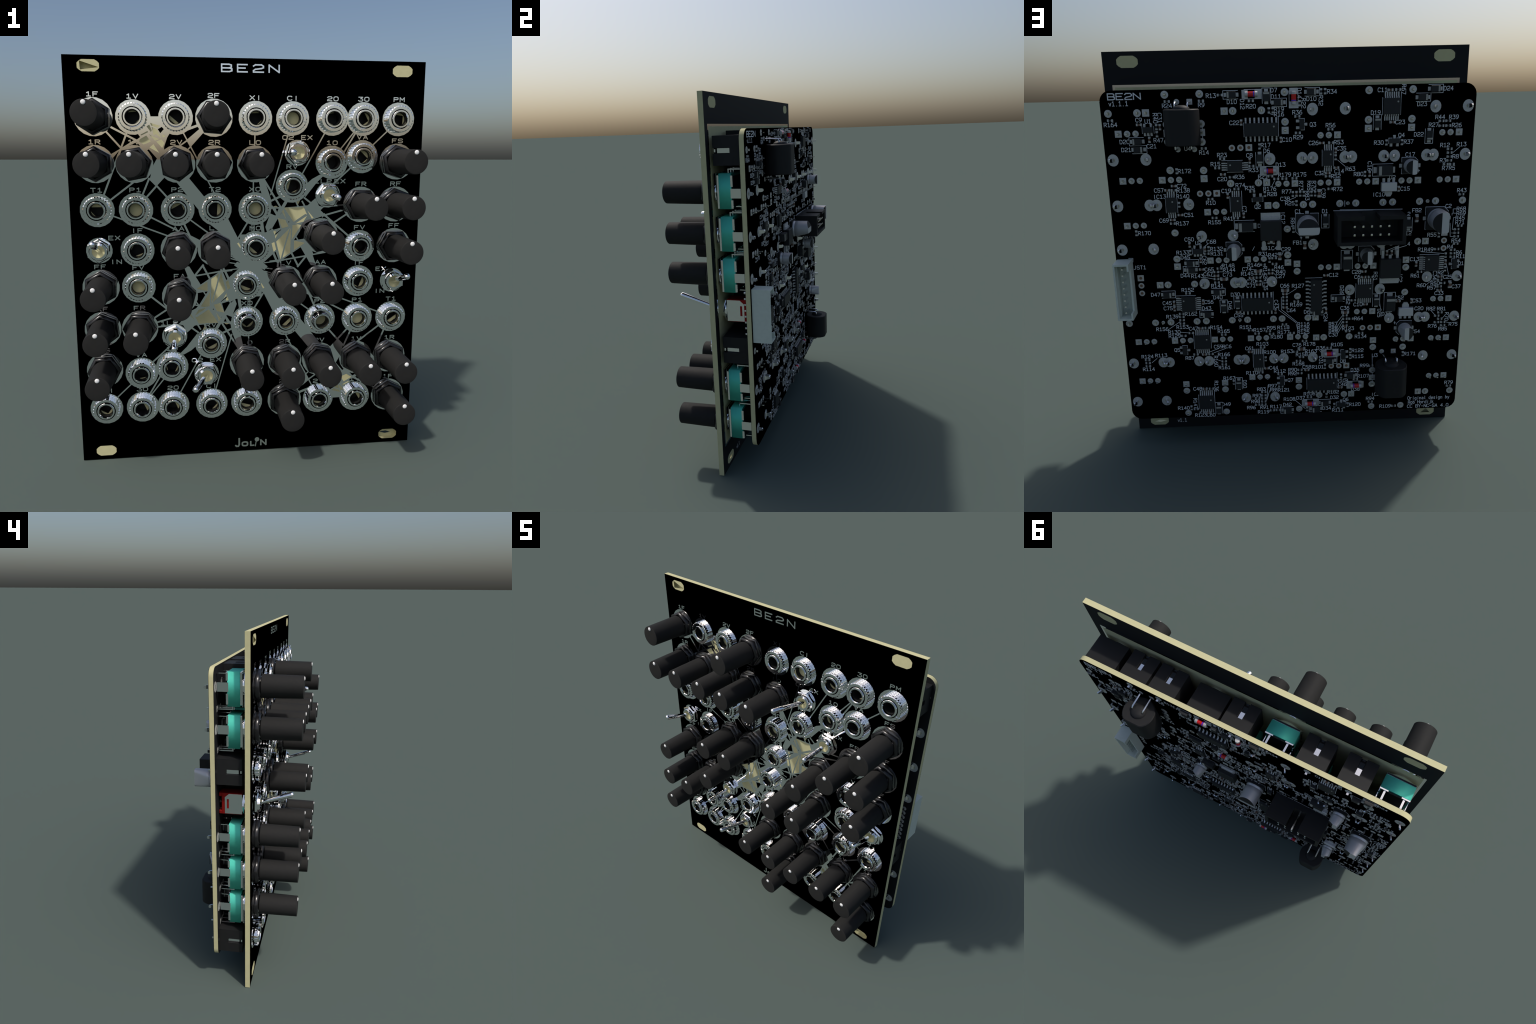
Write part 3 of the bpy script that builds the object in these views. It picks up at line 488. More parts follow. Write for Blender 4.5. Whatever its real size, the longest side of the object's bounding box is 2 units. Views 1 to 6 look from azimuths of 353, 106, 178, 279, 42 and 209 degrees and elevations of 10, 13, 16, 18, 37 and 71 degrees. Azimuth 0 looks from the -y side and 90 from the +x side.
OCT = [(0.3, 0), (0.7, 0), (0.93, 0.12), (1, 0.3), (1, 0.7), (0.93, 0.88), (0.7, 1), (0.3, 1), (0.07, 0.88), (0, 0.7), (0, 0.3), (0.07, 0.12), (0.3, 0)]
BOWL = [(0, 1), (0.72, 1), (0.95, 0.9), (0.95, 0.62), (0.72, 0.5), (0, 0.5)]
GLYPH = {
    '0': [OCT], 'O': [OCT], '1': [[(0.15, 0.8), (0.5, 1), (0.5, 0)], [(0.1, 0), (0.9, 0)]],
    '2': [[(0, 0.82), (0.2, 1), (0.8, 1), (1, 0.82), (1, 0.62), (0.8, 0.5), (0.2, 0.38), (0, 0.2), (0, 0), (1, 0)]],
    '3': [[(0.05, 1), (0.95, 1), (0.5, 0.6), (0.8, 0.58), (1, 0.42), (1, 0.16), (0.8, 0), (0.2, 0), (0, 0.14)]],
    '4': [[(0.75, 0), (0.75, 1), (0, 0.3), (1, 0.3)]],
    '5': [[(0.95, 1), (0.1, 1), (0.05, 0.55), (0.7, 0.58), (0.95, 0.42), (0.95, 0.15), (0.75, 0), (0.2, 0), (0, 0.13)]],
    '6': [[(0.9, 1), (0.4, 0.95), (0.05, 0.6), (0, 0.2), (0.2, 0), (0.8, 0), (1, 0.17), (1, 0.4), (0.8, 0.56), (0.2, 0.56), (0.02, 0.4)]],
    '7': [[(0, 1), (1, 1), (0.35, 0)]],
    '8': [[(0.25, 0.53), (0.05, 0.68), (0.05, 0.88), (0.25, 1), (0.75, 1), (0.95, 0.88), (0.95, 0.68), (0.75, 0.53), (0.25, 0.53), (0, 0.38), (0, 0.14), (0.22, 0), (0.78, 0), (1, 0.14), (1, 0.38), (0.75, 0.53)]],
    '9': [[(0.1, 0), (0.6, 0.05), (0.95, 0.4), (1, 0.8), (0.8, 1), (0.2, 1), (0, 0.83), (0, 0.6), (0.2, 0.44), (0.8, 0.44), (0.98, 0.6)]],
    'A': [[(0, 0), (0.5, 1), (1, 0)], [(0.18, 0.33), (0.82, 0.33)]],
    'B': [BOWL, [(0, 1), (0, 0), (0.75, 0), (1, 0.12), (1, 0.38), (0.75, 0.5)]],
    'C': [[(1, 0.85), (0.8, 1), (0.28, 1), (0, 0.75), (0, 0.25), (0.28, 0), (0.8, 0), (1, 0.15)]],
    'D': [[(0, 0), (0, 1), (0.6, 1), (0.95, 0.75), (0.95, 0.25), (0.6, 0), (0, 0)]],
    'E': [[(0.95, 1), (0, 1), (0, 0), (0.95, 0)], [(0, 0.52), (0.75, 0.52)]],
    'F': [[(0.95, 1), (0, 1), (0, 0)], [(0, 0.5), (0.75, 0.5)]],
    'H': [[(0, 0), (0, 1)], [(1, 0), (1, 1)], [(0, 0.52), (1, 0.52)]],
    'I': [[(0.5, 0), (0.5, 1)]],
    'J': [[(0.8, 1), (0.8, 0.2), (0.6, 0), (0.2, 0), (0, 0.1)]],
    'L': [[(0, 1), (0, 0), (0.9, 0)]],
    'M': [[(0, 0), (0, 1), (0.5, 0.4), (1, 1), (1, 0)]],
    'N': [[(0, 0), (0, 1), (1, 0), (1, 1)]],
    'P': [BOWL, [(0, 1), (0, 0)]],
    'Q': [OCT, [(0.6, 0.15), (0.95, -0.15)]],
    'R': [BOWL, [(0, 1), (0, 0)], [(0.45, 0.5), (1, 0)]],
    'S': [[(1, 0.88), (0.8, 1), (0.2, 1), (0, 0.85), (0, 0.65), (0.2, 0.52), (0.8, 0.48), (1, 0.35), (1, 0.13), (0.8, 0), (0.2, 0), (0, 0.12)]],
    'T': [[(0, 1), (1, 1)], [(0.5, 1), (0.5, 0)]],
    'U': [[(0, 1), (0, 0.22), (0.2, 0), (0.8, 0), (1, 0.22), (1, 1)]],
    'V': [[(0, 1), (0.5, 0), (1, 1)]],
    'X': [[(0, 1), (1, 0)], [(0, 0), (1, 1)]],
    'Y': [[(0, 1), (0.5, 0.5), (1, 1)], [(0.5, 0.5), (0.5, 0)]],
    'v': [[(0.1, 0.65), (0.5, 0), (0.9, 0.65)]],
    'r': [[(0.15, 0), (0.15, 0.65)], [(0.15, 0.45), (0.5, 0.65), (0.85, 0.62)]],
    'i': [[(0.5, 0), (0.5, 0.65)], [(0.5, 0.88), (0.5, 0.95)]],
    'g': [[(0.85, 0.6), (0.3, 0.65), (0.05, 0.45), (0.05, 0.2), (0.3, 0), (0.85, 0.05)], [(0.85, 0.65), (0.85, -0.2), (0.6, -0.32), (0.15, -0.3)]],
    'n': [[(0.1, 0), (0.1, 0.65)], [(0.1, 0.5), (0.45, 0.65), (0.85, 0.55), (0.85, 0)]],
    'a': [[(0.15, 0.62), (0.6, 0.66), (0.85, 0.5), (0.85, 0), (0.3, 0), (0.08, 0.15), (0.3, 0.36), (0.85, 0.36)]],
    'l': [[(0.4, 1), (0.4, 0.1), (0.7, 0)]],
    'd': [[(0.85, 1), (0.85, 0), (0.3, 0), (0.05, 0.2), (0.05, 0.45), (0.3, 0.65), (0.85, 0.6)]],
    'e': [[(0.05, 0.33), (0.92, 0.33), (0.85, 0.55), (0.5, 0.66), (0.1, 0.5), (0.08, 0.15), (0.4, 0), (0.85, 0.08)]],
    's': [[(0.88, 0.6), (0.4, 0.66), (0.12, 0.52), (0.3, 0.36), (0.75, 0.3), (0.88, 0.12), (0.6, 0), (0.1, 0.05)]],
    'b': [[(0.12, 1), (0.12, 0), (0.65, 0), (0.92, 0.2), (0.92, 0.45), (0.65, 0.65), (0.12, 0.58)]],
    'y': [[(0.08, 0.65), (0.5, 0)], [(0.92, 0.65), (0.4, -0.28), (0.15, -0.3)]],
    'o': [[(0.3, 0), (0.7, 0), (0.95, 0.2), (0.95, 0.45), (0.7, 0.65), (0.3, 0.65), (0.05, 0.45), (0.05, 0.2), (0.3, 0)]],
    'j': [[(0.6, 0.65), (0.6, -0.15), (0.4, -0.3), (0.1, -0.28)], [(0.6, 0.88), (0.6, 0.95)]],
    'k': [[(0.12, 1), (0.12, 0)], [(0.8, 0.65), (0.12, 0.25)], [(0.35, 0.38), (0.9, 0)]],
    '.': [[(0.4, 0), (0.5, 0)]], '-': [[(0.1, 0.42), (0.9, 0.42)]], '+': [[(0.1, 0.45), (0.9, 0.45)], [(0.5, 0.05), (0.5, 0.85)]], ' ': [],
}


def lettering(text, cx, cy, cap, width, advance, pen, turn=0.0):
    """Stroke strips of a word centred on (cx, cy)."""
    total = advance * (len(text) - 1) + width
    ca, sa = math.cos(math.radians(turn)), math.sin(math.radians(turn))
    out = []
    for i, ch in enumerate(text):
        x0 = -total / 2 + i * advance
        for line in GLYPH[ch]:
            pts = [(x0 + a * width, (b - 0.5) * cap) for a, b in line]
            pts = [(cx + ca * x - sa * y, cy + sa * x + ca * y) for x, y in pts]
            out += [strip(p, q, pen, 0.4) for p, q in zip(pts, pts[1:])]
    return out


def signed_area(p):
    return sum(a[0] * b[1] - b[0] * a[1] for a, b in zip(p, p[1:] + p[:1]))


def planar(layers):
    """Union of overlapping polygons on one plane. layers: list of (class, polygon), later classes win.
    Returns {class: list of triangles}."""
    verts, faces, cls = [], [], []
    for c, poly in layers:
        if signed_area(poly) < 0:
            poly = poly[::-1]
        faces.append(list(range(len(verts), len(verts) + len(poly))))
        verts += [Vector(p) for p in poly]
        cls.append(c)
    ov, _, of, _, _, orig = delaunay_2d_cdt(verts, [], faces, 1, 1e-5, True)
    out = {}
    for tri, src in zip(of, orig):
        if src:
            c = cls[max(src)]
            if c:
                out.setdefault(c, []).append([ov[i] for i in tri])
    return out


def sheet(tris, h, mat, b):
    i = b.idx(mat)
    cache = {}
    for t in tris:
        vs = []
        for p in t:
            k = (round(p[0], 4), round(p[1], 4))
            if k not in cache:
                cache[k] = b.bm.verts.new((p[0], p[1], h))
            vs.append(cache[k])
        if len(set(vs)) == 3:
            try:
                b.bm.faces.new(vs).material_index = i
            except ValueError:
                pass


# ------------------------------------------------------------------ the thing
root = bpy.data.objects.new('synthesizer_module', None)
bpy.context.collection.objects.link(root)
root['label'] = 'black rack synthesizer module with knobs, jacks and exposed circuit board'
root['category'] = 'synthesizer module'


def both_halves(rows):
    for r in rows:
        yield r, 1, r[1], MID_Z + r[2]
        yield r, -1, -r[1], MID_Z - r[2]


# ---- front panel slab with four capped mounting slots
def stadium(cx, cy, w, h, n=6):
    r = h / 2
    pts = []
    for s, a0 in ((1, -90), (-1, 90)):
        for i in range(n + 1):
            a = math.radians(a0 + 180 * i / n)
            pts.append((cx + s * (w / 2 - r) + r * math.cos(a), cy + r * math.sin(a)))
    return pts


def slot_outline(cx, cy, w=6.4, h=3.45, c=1.35):
    return [(cx - w / 2 + c, cy - h / 2), (cx + w / 2 - c, cy - h / 2), (cx + w / 2 - 0.4 * c, cy - h / 2 + 0.35 * c), (cx + w / 2, cy - 0.2 * h),
            (cx + w / 2, cy + 0.2 * h), (cx + w / 2 - 0.4 * c, cy + h / 2 - 0.35 * c), (cx + w / 2 - c, cy + h / 2), (cx - w / 2 + c, cy + h / 2),
            (cx - w / 2 + 0.4 * c, cy + h / 2 - 0.35 * c), (cx - w / 2, cy + 0.2 * h), (cx - w / 2, cy - 0.2 * h), (cx - w / 2 + 0.4 * c, cy - h / 2 + 0.35 * c)]


SLOTS = [(sx * 48.27, z) for sx in (-1, 1) for z in (2.97, 125.53)]
# laminate caps over the slots copy a mesh fault: triangles missing in some
CAP_GAPS_FRONT = [[(-50.75, 126.85), (-50.6, 124.3), (-45.2, 125.05)], slot_outline(48.27, 2.97)]
CAP_GAPS_BACK = [[(-49.9, 2.2), (-48.4, 3.9), (-46.6, 2.2)], [(45.7, 2.95), (48.0, 2.3), (50.0, 2.6), (48.2, 3.25)]]
hw = PANEL_W / 2
frame_poly = [(-hw, 0), (hw, 0), (hw, PANEL_H), (-hw, PANEL_H)]
b = Builder()
b.rings([[(x, z, h) for x, z in frame_poly] for h in (-PANEL_BACK, -PANEL_FRONT)], 'laminate', cap0=False, cap1=False)
for face, cap_gaps, h in (('mask', CAP_GAPS_FRONT, -PANEL_FRONT), ('mask_dull', CAP_GAPS_BACK, -PANEL_BACK)):
    lay = [(face, frame_poly)] + [('laminate', slot_outline(x, z)) for x, z in SLOTS] + [(None, t) for t in cap_gaps]
    lay += [(None, ngon(2.6, 16, 0, (x, z))) for r, s, x, z in both_halves(JACKS)]      # drilled for the jack bushings
    for c, tris in planar(lay).items():
        sheet(tris, h, c, b)
for x, z in SLOTS:                                       # inner walls of the slots
    b.rings([[(px, pz, h) for px, pz in slot_outline(x, z)] for h in (-PANEL_BACK, -PANEL_FRONT)], 'laminate', cap0=False, cap1=False)
panel = put('front_panel', b.mesh('front_panel', 0), root, frame=FRONT)

# ---- front artwork: bare tinned copper drawn as one planar union of discs, lines and letters
layers = []
def turned(poly, s):
    return [(s * x, MID_Z + s * z) for x, z in poly]
for s in (1, -1):
    for x0, z0, x1, z1, w in ART_LINES:
        layers.append(('metal', turned(strip((x0, z0), (x1, z1), w, 0.3), s)))
    for p in ART_FILLS:
        layers.append(('metal', turned(p, s)))
for r, s, x, z in both_halves(POTS):
    layers.append(('metal', ngon(5.75, 20, 0.1, (x, z))))
for r, s, x, z in both_halves(JACKS):
    layers.append(('metal', ngon(5.25, 20, 0.1, (x, z))))
for r, s, x, z in both_halves(SWITCHES):
    layers.append(('metal', ngon(4.05, 20, 0.1, (x, z))))
for s in (1, -1):
    for p in ART_GAPS:
        layers.append(('gap', turned(p, s)))
    for p in BARE_FACETS:
        layers.append(('bare', turned(p, s)))

WORD = dict(cap=1.2, width=1.38, advance=2.0, pen=0.28)
for r, s, x, z in both_halves(POTS):
    layers += [('metal', q) for q in lettering(r[0], x, z + 6.6, **WORD)]
for r, s, x, z in both_halves(JACKS):
    if not (r[0] == 'MO' and s < 0):
        layers += [('metal', q) for q in lettering(r[0], x, z + 6.12, **WORD)]
for r, s, x, z in both_halves(SWITCHES):
    if r[0] == 'O2':
        spots = [('O2', -3.0, 4.75), ('EX', 3.0, 4.75)]
    elif r[0] == '1LP':
        spots = [('1LP', -1.6, 4.4), ('EX', 3.9, 4.4)]
    else:
        spots = [('EX', 4.7 * s if s > 0 else -3.9, 3.9), ('IN', 4.9 if s > 0 else -4.2, -3.65)]
    for t, dx, dz in spots:
        layers += [('metal', q) for q in lettering(t, x + dx, z + dz, **WORD)]
layers += [('metal', q) for q in lettering('BE2N', 0, 125.55, 2.12, 3.1, 4.85, 0.42)]
# maker's wordmark: tall J, small capitals, a tree standing for the I
layers += [('metal', q) for q in lettering('J', -4.55, 3.0, 2.75, 1.5, 2, 0.55)]
layers += [('metal', q) for q in lettering('O', -2.15, 2.35, 1.35, 1.75, 2, 0.52)]
layers += [('metal', q) for q in lettering('L', 0.45, 2.35, 1.4, 1.2, 2, 0.5)]
layers += [('metal', q) for q in lettering('N', 4.2, 2.55, 1.75, 1.75, 2, 0.5)]
layers += [('metal', strip((1.45, 1.35), (1.75, 3.2), 0.32)), ('metal', ngon(0.8, 10, 0, (2.0, 3.75)))]
layers += [(None, ngon(2.6, 16, 0, (x, z))) for r, s, x, z in both_halves(JACKS)]
flat = planar(layers)
b = Builder()
sheet(flat['metal'], -PANEL_FRONT + 0.03, 'copper_face', b)
child('copper_artwork', b.mesh('copper_artwork', 0), panel)
b = Builder()
sheet(flat['bare'], -PANEL_FRONT + 0.03, 'laminate', b)
child('bare_laminate_facet', b.mesh('bare_laminate_facet', 0), panel)

# ---- back of the panel: bare window with a tinned border, version mark
WX, WZ0, WZ1 = 53.35, 2 * MID_Z - 118.9, 118.9
b = Builder()
e = 0.72
lay = [('copper_face', [(-WX, WZ0), (WX, WZ0), (WX, WZ1), (-WX, WZ1)]), ('laminate', [(-WX + e, WZ0 + e), (WX - e, WZ0 + e), (WX - e, WZ1 - e), (-WX + e, WZ1 - e)])]
lay += [(None, ngon(2.6, 16, 0, (x, z))) for r, s, x, z in both_halves(JACKS)]
for c, tris in planar(lay).items():
    sheet(tris, -PANEL_BACK - 0.03, c, b)
child('bare_window', b.mesh('bare_window', 0), panel)
b = Builder()
tr = planar([('ink', q) for q in lettering('v1.1', -40.2, 2.75, 1.3, 0.7, 0.85, 0.17)])
sheet(tr['ink'], 0, 'silk', b)
put('version_mark', b.mesh('version_mark', 0), panel, y=PANEL_BACK + 0.03, frame=BACK)

# ---- circuit board slab
def rounded(w, z0, z1, r, n=6):
    pts = []
    for cx, cz, a0 in ((w / 2 - r, z0 + r, -90), (w / 2 - r, z1 - r, 0), (-w / 2 + r, z1 - r, 90), (-w / 2 + r, z0 + r, 180)):
        for i in range(n + 1):
            a = math.radians(a0 + 90 * i / n)
            pts.append((cx + r * math.cos(a), cz + r * math.sin(a)))
    return pts


b = Builder()
out = rounded(BOARD_W, BOARD_Z0, BOARD_Z1, BOARD_R)
skin = 0.09
b.rings([[(x, z, h) for x, z in out] for h in (BOARD_INNER, BOARD_INNER + skin, BOARD_OUTER - skin, BOARD_OUTER)], 'laminate', mats=['mask_dull', 'laminate', 'mask'])
board = put('circuit_board', b.mesh('circuit_board', 40), root, frame=BACK)


# ------------------------------------------------------------------ control meshes (frame FRONT: h = -y)
H_IN, H_OUT = -BOARD_INNER, -BOARD_OUTER
HP = -PANEL_FRONT

def lead_mesh(b, u, v, tip=12.2, w=0.55, t=0.3, start=None):
    b.box(u - w / 2, u + w / 2, v - t / 2, v + t / 2, -tip, start if start is not None else -8.2, 'lead', 0.0)


def potentiometer_mesh():
    b = Builder()
    b.box(-4.5, 4.5, -5.8, 4.85, -0.66, 0.1, 'chrome', 0.12)
    for h0, h1 in ((0.18, 0.36), (0.78, 0.98)):                         # stacked front plates
        b.box(-4.5, 4.5, -6.3, 2.3, h0, h1, 'chrome')
    b.lathe([(4.2, 0.0), (4.2, 0.9)], 'chrome', 24)
    b.box(-4.5, 4.5, -6.25, 4.87, -4.75, -0.66, 'green')
    b.box(-3.9, 3.9, -5.4, 4.2, -5.25, -4.75, 'black', 0.1)
    for s in (-1, 1):                                   # mounting lugs through the board
        u = s * 4.42
        b.box(u - 0.12, u + 0.12, -1.5, 1.5, -8.5, -4.4, 'chrome')
        b.box(u - 0.12, u + 0.12, 2.1, 4.7, -5.2, -4.5, 'chrome')
        b.box(u - 0.12, u + 0.12, -5.6, -2.1, -5.2, -4.5, 'chrome')
        b.box(min(s * 2.0, s * 4.4), max(s * 2.0, s * 4.4), 4.5, 4.72, -5.2, -4.7, 'chrome')
        b.box(s * 2.9 - 0.3, s * 2.9 + 0.3, 4.1, 4.35, -8.5, -5.0, 'chrome')
        u = s * 4.75
        b.rings([[(u - 0.22 + s * k, -w, h), (u + 0.22 + s * k, -w, h), (u + 0.22 + s * k, w, h), (u - 0.22 + s * k, w, h)]
                 for h, w, k in ((-8.45, 0.8, 0), (-10.5, 0.65, 0.05), (-11.2, 0.6, 0.25), (-11.9, 0.55, 0.65), (-12.2, 0.3, 0.75))], 'lead')
    for u in (-2.5, 0, 2.5):                            # three bent terminals
        b.box(u - 0.4, u + 0.4, -7.6, -6.2, -3.55, -3.2, 'lead')
        b.box(u - 0.4, u + 0.4, -7.65, -7.3, -9.0, -3.2, 'lead')
        b.box(u - 0.27, u + 0.27, -7.63, -7.33, -12.1, -9.0, 'lead')
    b.lathe([(3.45, 0.9), (3.45, 5.3), (3.2, 5.75), (2.6, 5.75), (2.6, 8.0)], 'chrome', 20)
    return b.mesh('potentiometer')


def knob_mesh():
    b = Builder()
    prof = [(2.9, 5.75), (3.75, 5.8), (3.88, 6.0), (3.8, 12.5), (3.68, 19.3), (3.6, 19.4), (3.5, 19.43), (1.5, 19.43)]
    b.lathe(prof, 'knob', 40)
    return b.mesh('knob')


def dot_mesh():
    b = Builder()
    b.lathe([(0.70, 0), (0.69, 0.06), (0.6, 0.17), (0.37, 0.25), (0.12, 0.28)], 'white', 16, c=(0, 2.76))
    return b.mesh('indicator_dot', 70)


def hex_nut_mesh():
    b = Builder()
    hexa = [ngon(r, 6) for r in (5.3, 5.3, 4.75)]
    cir = lambda r: ngon(r, 6)
    b.rings([[(x, y, HP + 0.15) for x, y in ngon(5.25, 6)], [(x, y, HP + 0.3) for x, y in ngon(5.4, 6)], [(x, y, HP + 1.75) for x, y in ngon(5.4, 6)],
             [(x, y, HP + 2.25) for x, y in ngon(4.85, 6)], [(x, y, HP + 2.3) for x, y in ngon(4.45, 6)], [(x, y, HP + 1.5) for x, y in ngon(4.1, 6)]], 'nut_black', cap0=True, cap1=True)
    return b.mesh('hex_nut', 50)


def washer_mesh(r):
    b = Builder()
    b.lathe([(r, HP + 0.05), (r, HP + 0.16), (3.0, HP + 0.17)], 'nut_black', 24)
    return b.mesh('washer')


def jack_mesh(tall=False):
    b = Builder()
    W, LO, HI, STEP = 4.55, -4.6, 5.95, 4.55
    def block(u0, u1, v0, v1, h0, h1):
        b.box(u0, u1, v0, v1, h0, h1, 'black')
    # body in two halves split by the contact window on its earth side
    def slab(sgn):
        a, c = (0.85, W) if sgn > 0 else (-W, -0.85)
        i = 0.12
        r = [(a, LO), (c, LO), (c, HI), (a, HI)]
        t = [(a, LO + i), (c - i if sgn > 0 else c, LO + i), (c - i if sgn > 0 else c, HI - i), (a, HI - i)] if sgn > 0 else \
            [(a + i, LO + i), (c, LO + i), (c, HI - i), (a + i, HI - i)]
        b.rings([[(u, v, -8.55) for u, v in r], [(u, v, 0.2) for u, v in r], [(u, v, 0.35) for u, v in t]], 'black')
    slab(1); slab(-1)
    b.box(-0.86, 0.86, LO + 0.02, STEP, -8.5, 0.2, 'black')
    b.box(-0.86, 0.86, STEP, HI - 0.01, -8.5, -5.2, 'black')
    b.box(-0.72, 0.72, STEP, HI - 0.6, -5.1, -1.0, 'chrome')          # earth spring in its window
    b.box(-0.45, 0.45, STEP, HI - 0.5, -0.45, 0.0, 'chrome')
    b.lathe([(3.05, 0.2), (3.05, 1.0)], 'black', 20)
    for v in (4.92, -3.4, -5.85):
        b.box(-0.45, 0.45, v - 0.15, v + 0.15, -9.0, -8.0, 'lead')
        b.box(-0.33, 0.33, v - 0.16, v + 0.16, -11.35, -9.0, 'lead')
    top = 7.6 if tall else 5.85
    prof = [(3.0, 0.9), (3.0, top - 1.2), (2.85, top - 1.0), (2.85, top - 0.3), (2.7, top), (2.25, top), (2.08, top - 0.25), (2.05, -0.8), (1.0, -0.85)]
    b.lathe(prof, 'chrome', 28, mats=['chrome'] * 7 + ['black'])
    b.lathe([(2.04, top - 0.9), (2.03, -0.75)], 'black', 28, cap0=False, cap1=False)
    if tall:
        for k in range(3):
            b.lathe([(3.0, 5.6 + 0.35 * k), (3.1, 5.72 + 0.35 * k), (3.0, 5.84 + 0.35 * k)], 'chrome', 24, cap0=False, cap1=False)
    return b.mesh('tall_jack_socket' if tall else 'jack_socket')


def bore_plate_mesh(k):
    """Sliver of panel laminate that shows inside the bore."""
    rng = random.Random(40 + k)
    b = Builder()
    if k == 0:
        b.prism(ngon(1.98, 24), 3.0, 3.35, 'laminate')
    else:
        for a0, span in ((rng.uniform(0, 6.28), rng.uniform(1.3, 2.9)), (rng.uniform(0, 6.28), rng.uniform(0.9, 1.5))):
            arc = [(1.98 * math.cos(a0 + span * i / 10), 1.98 * math.sin(a0 + span * i / 10)) for i in range(11)]
            b.prism(arc, 3.0, 3.35, 'laminate')
    return b.mesh('laminate_sliver')


def knurled_nut_mesh(low=False):
    b = Builder()
    n = 28
    def gear(r1, r0, h):
        pts = []
        for i in range(n):
            for r, f in ((r1, -0.26), (r1, 0.26), (r0, 0.38), (r0, 0.62)):
                a = 2 * math.pi * (i + f) / n
                pts.append((r * math.cos(a), r * math.sin(a), h))
        return pts
    t = 0.0
    h0 = HP + 0.08
    rings = [gear(4.2, 3.9, h0), gear(4.2, 3.9, h0 + 0.9), gear(3.88, 3.88, h0 + 0.9), gear(3.88, 3.88, h0 + 1.02), gear(4.2, 3.9, h0 + 1.02), gear(4.2, 3.9, h0 + 1.85),
             gear(3.9, 3.88, h0 + 2.02), gear(3.08, 3.08, h0 + 2.02), gear(3.04, 3.04, h0 + 1.0)]
    b.rings(rings, 'chrome', cap0=False, cap1=False)
    for s in (-1, 1):                                   # raised bars standing in for spanner notches, nothing is cut
        b.box(s * 3.35 - 0.38, s * 3.35 + 0.38, -0.16, 0.16, h0 + 2.0, h0 + 2.16, 'lead')
    return b.mesh('knurled_nut', 0)


def switch_mesh():
    b = Builder()
    b.box(-2.35, 2.35, -3.85, 3.85, -7.6, -0.45, 'red', 0.12)
    for v in (-3.2, 3.2):                                # end feet standing on the board
        b.box(-2.35, 2.35, v - 0.65, v + 0.65, -8.55, -7.5, 'red', 0.15)
    for s in (-1, 1):                                   # steel side cheeks with a clipped corner
        plate = [(-3.6, -0.45), (3.6, -0.45), (3.6, -5.0), (2.3, -6.45), (-3.6, -6.45)]
        b.rings([[(s * u, v, h) for v, h in plate] for u in (2.3, 2.45)], 'chrome')
        b.box(min(s * 2.4, s * 2.5), max(s * 2.4, s * 2.5), -1.7, 1.7, -5.75, -5.05, 'red')
    b.box(-2.45, 2.45, -2.6, 2.6, -0.46, -0.2, 'chrome')
    b.lathe([(2.95, -0.3), (2.95, 5.3), (2.7, 5.75), (1.95, 5.75), (1.9, 4.6), (0.9, 4.55)], 'chrome', 24, mats=['chrome', 'chrome', 'chrome', 'chrome', 'laminate'])
    b.lathe([(3.9, -0.1), (3.9, 0.35), (3.0, 0.4)], 'chrome', 6)
    for v in (-2.5, 0, 2.5):
        b.box(-0.45, 0.45, v - 0.2, v + 0.2, -9.9, -7.5, 'gold')
    return b.mesh('toggle_switch')


def lever_mesh(lean):
    b = Builder()
    a, t = Vector((0, 0, 4.4)), Vector((0, lean * 1.05, 17.05))
    d = t - a
    path = [tuple(a + d * f) for f in (0, 0.12, 0.5, 0.93, 0.965, 0.99, 1.0)]
    b.rod(path, [0.72, 0.72, 0.85, 1.0, 0.92, 0.62, 0.2], 'chrome', 16)
    return b.mesh('lever', 50)


def switch_nut_mesh():
    b = Builder()
    b.rings([[(x, y, HP + 0.08) for x, y in ngon(3.95, 6)], [(x, y, HP + 1.25) for x, y in ngon(3.95, 6)], [(x, y, HP + 1.5) for x, y in ngon(3.6, 6)], [(x, y, HP + 1.52) for x, y in ngon(3.0, 6)]], 'chrome', cap0=False, cap1=False)
    return b.mesh('hex_nut_steel', 20)


pot_me, knob_me, dot_me, nut_me, wash_me = potentiometer_mesh(), knob_mesh(), dot_mesh(), hex_nut_mesh(), washer_mesh(4.6)
rz = lambda deg: Matrix.Rotation(math.radians(deg), 4, 'Z')
for r, s, x, z in both_halves(POTS):
    up = (r[3] == 'up') == (s > 0)
    t = 180.0 if up else 0.0
    p = put('potentiometer', pot_me, root, x, 0, z, FRONT, t)
    child('knob', knob_me, p, rz(-t))
    child('indicator_dot', dot_me, p, rz(-t) @ Matrix.Translation((0, 0, 19.42 * SCALE)))
    child('hex_nut', nut_me, p, rz(random.uniform(0, 60)))
    child('washer', wash_me, p)

jack_me, tall_me, knurl_me = jack_mesh(), jack_mesh(True), knurled_nut_mesh()
bores = [bore_plate_mesh(k) for k in range(6)]
for i, (r, s, x, z) in enumerate(both_halves(JACKS)):
    t = TURN[r[3]] - 90 + (180 if s < 0 else 0)
    tall = s < 0 and r[0] in ('XO', 'P2')
    j = put('jack_socket', tall_me if tall else jack_me, root, x, 0, z, FRONT, t)
    child('knurled_nut', knurl_me, j, rz(random.uniform(0, 180)))
    full = r[0] == 'P1' or (r[0], s) in (('FV', -1), ('XO', 1), ('CI', 1), ('P2', -1))
    child('laminate_sliver', bores[0 if full else random.randrange(1, 6)], j, rz(random.uniform(0, 360)))

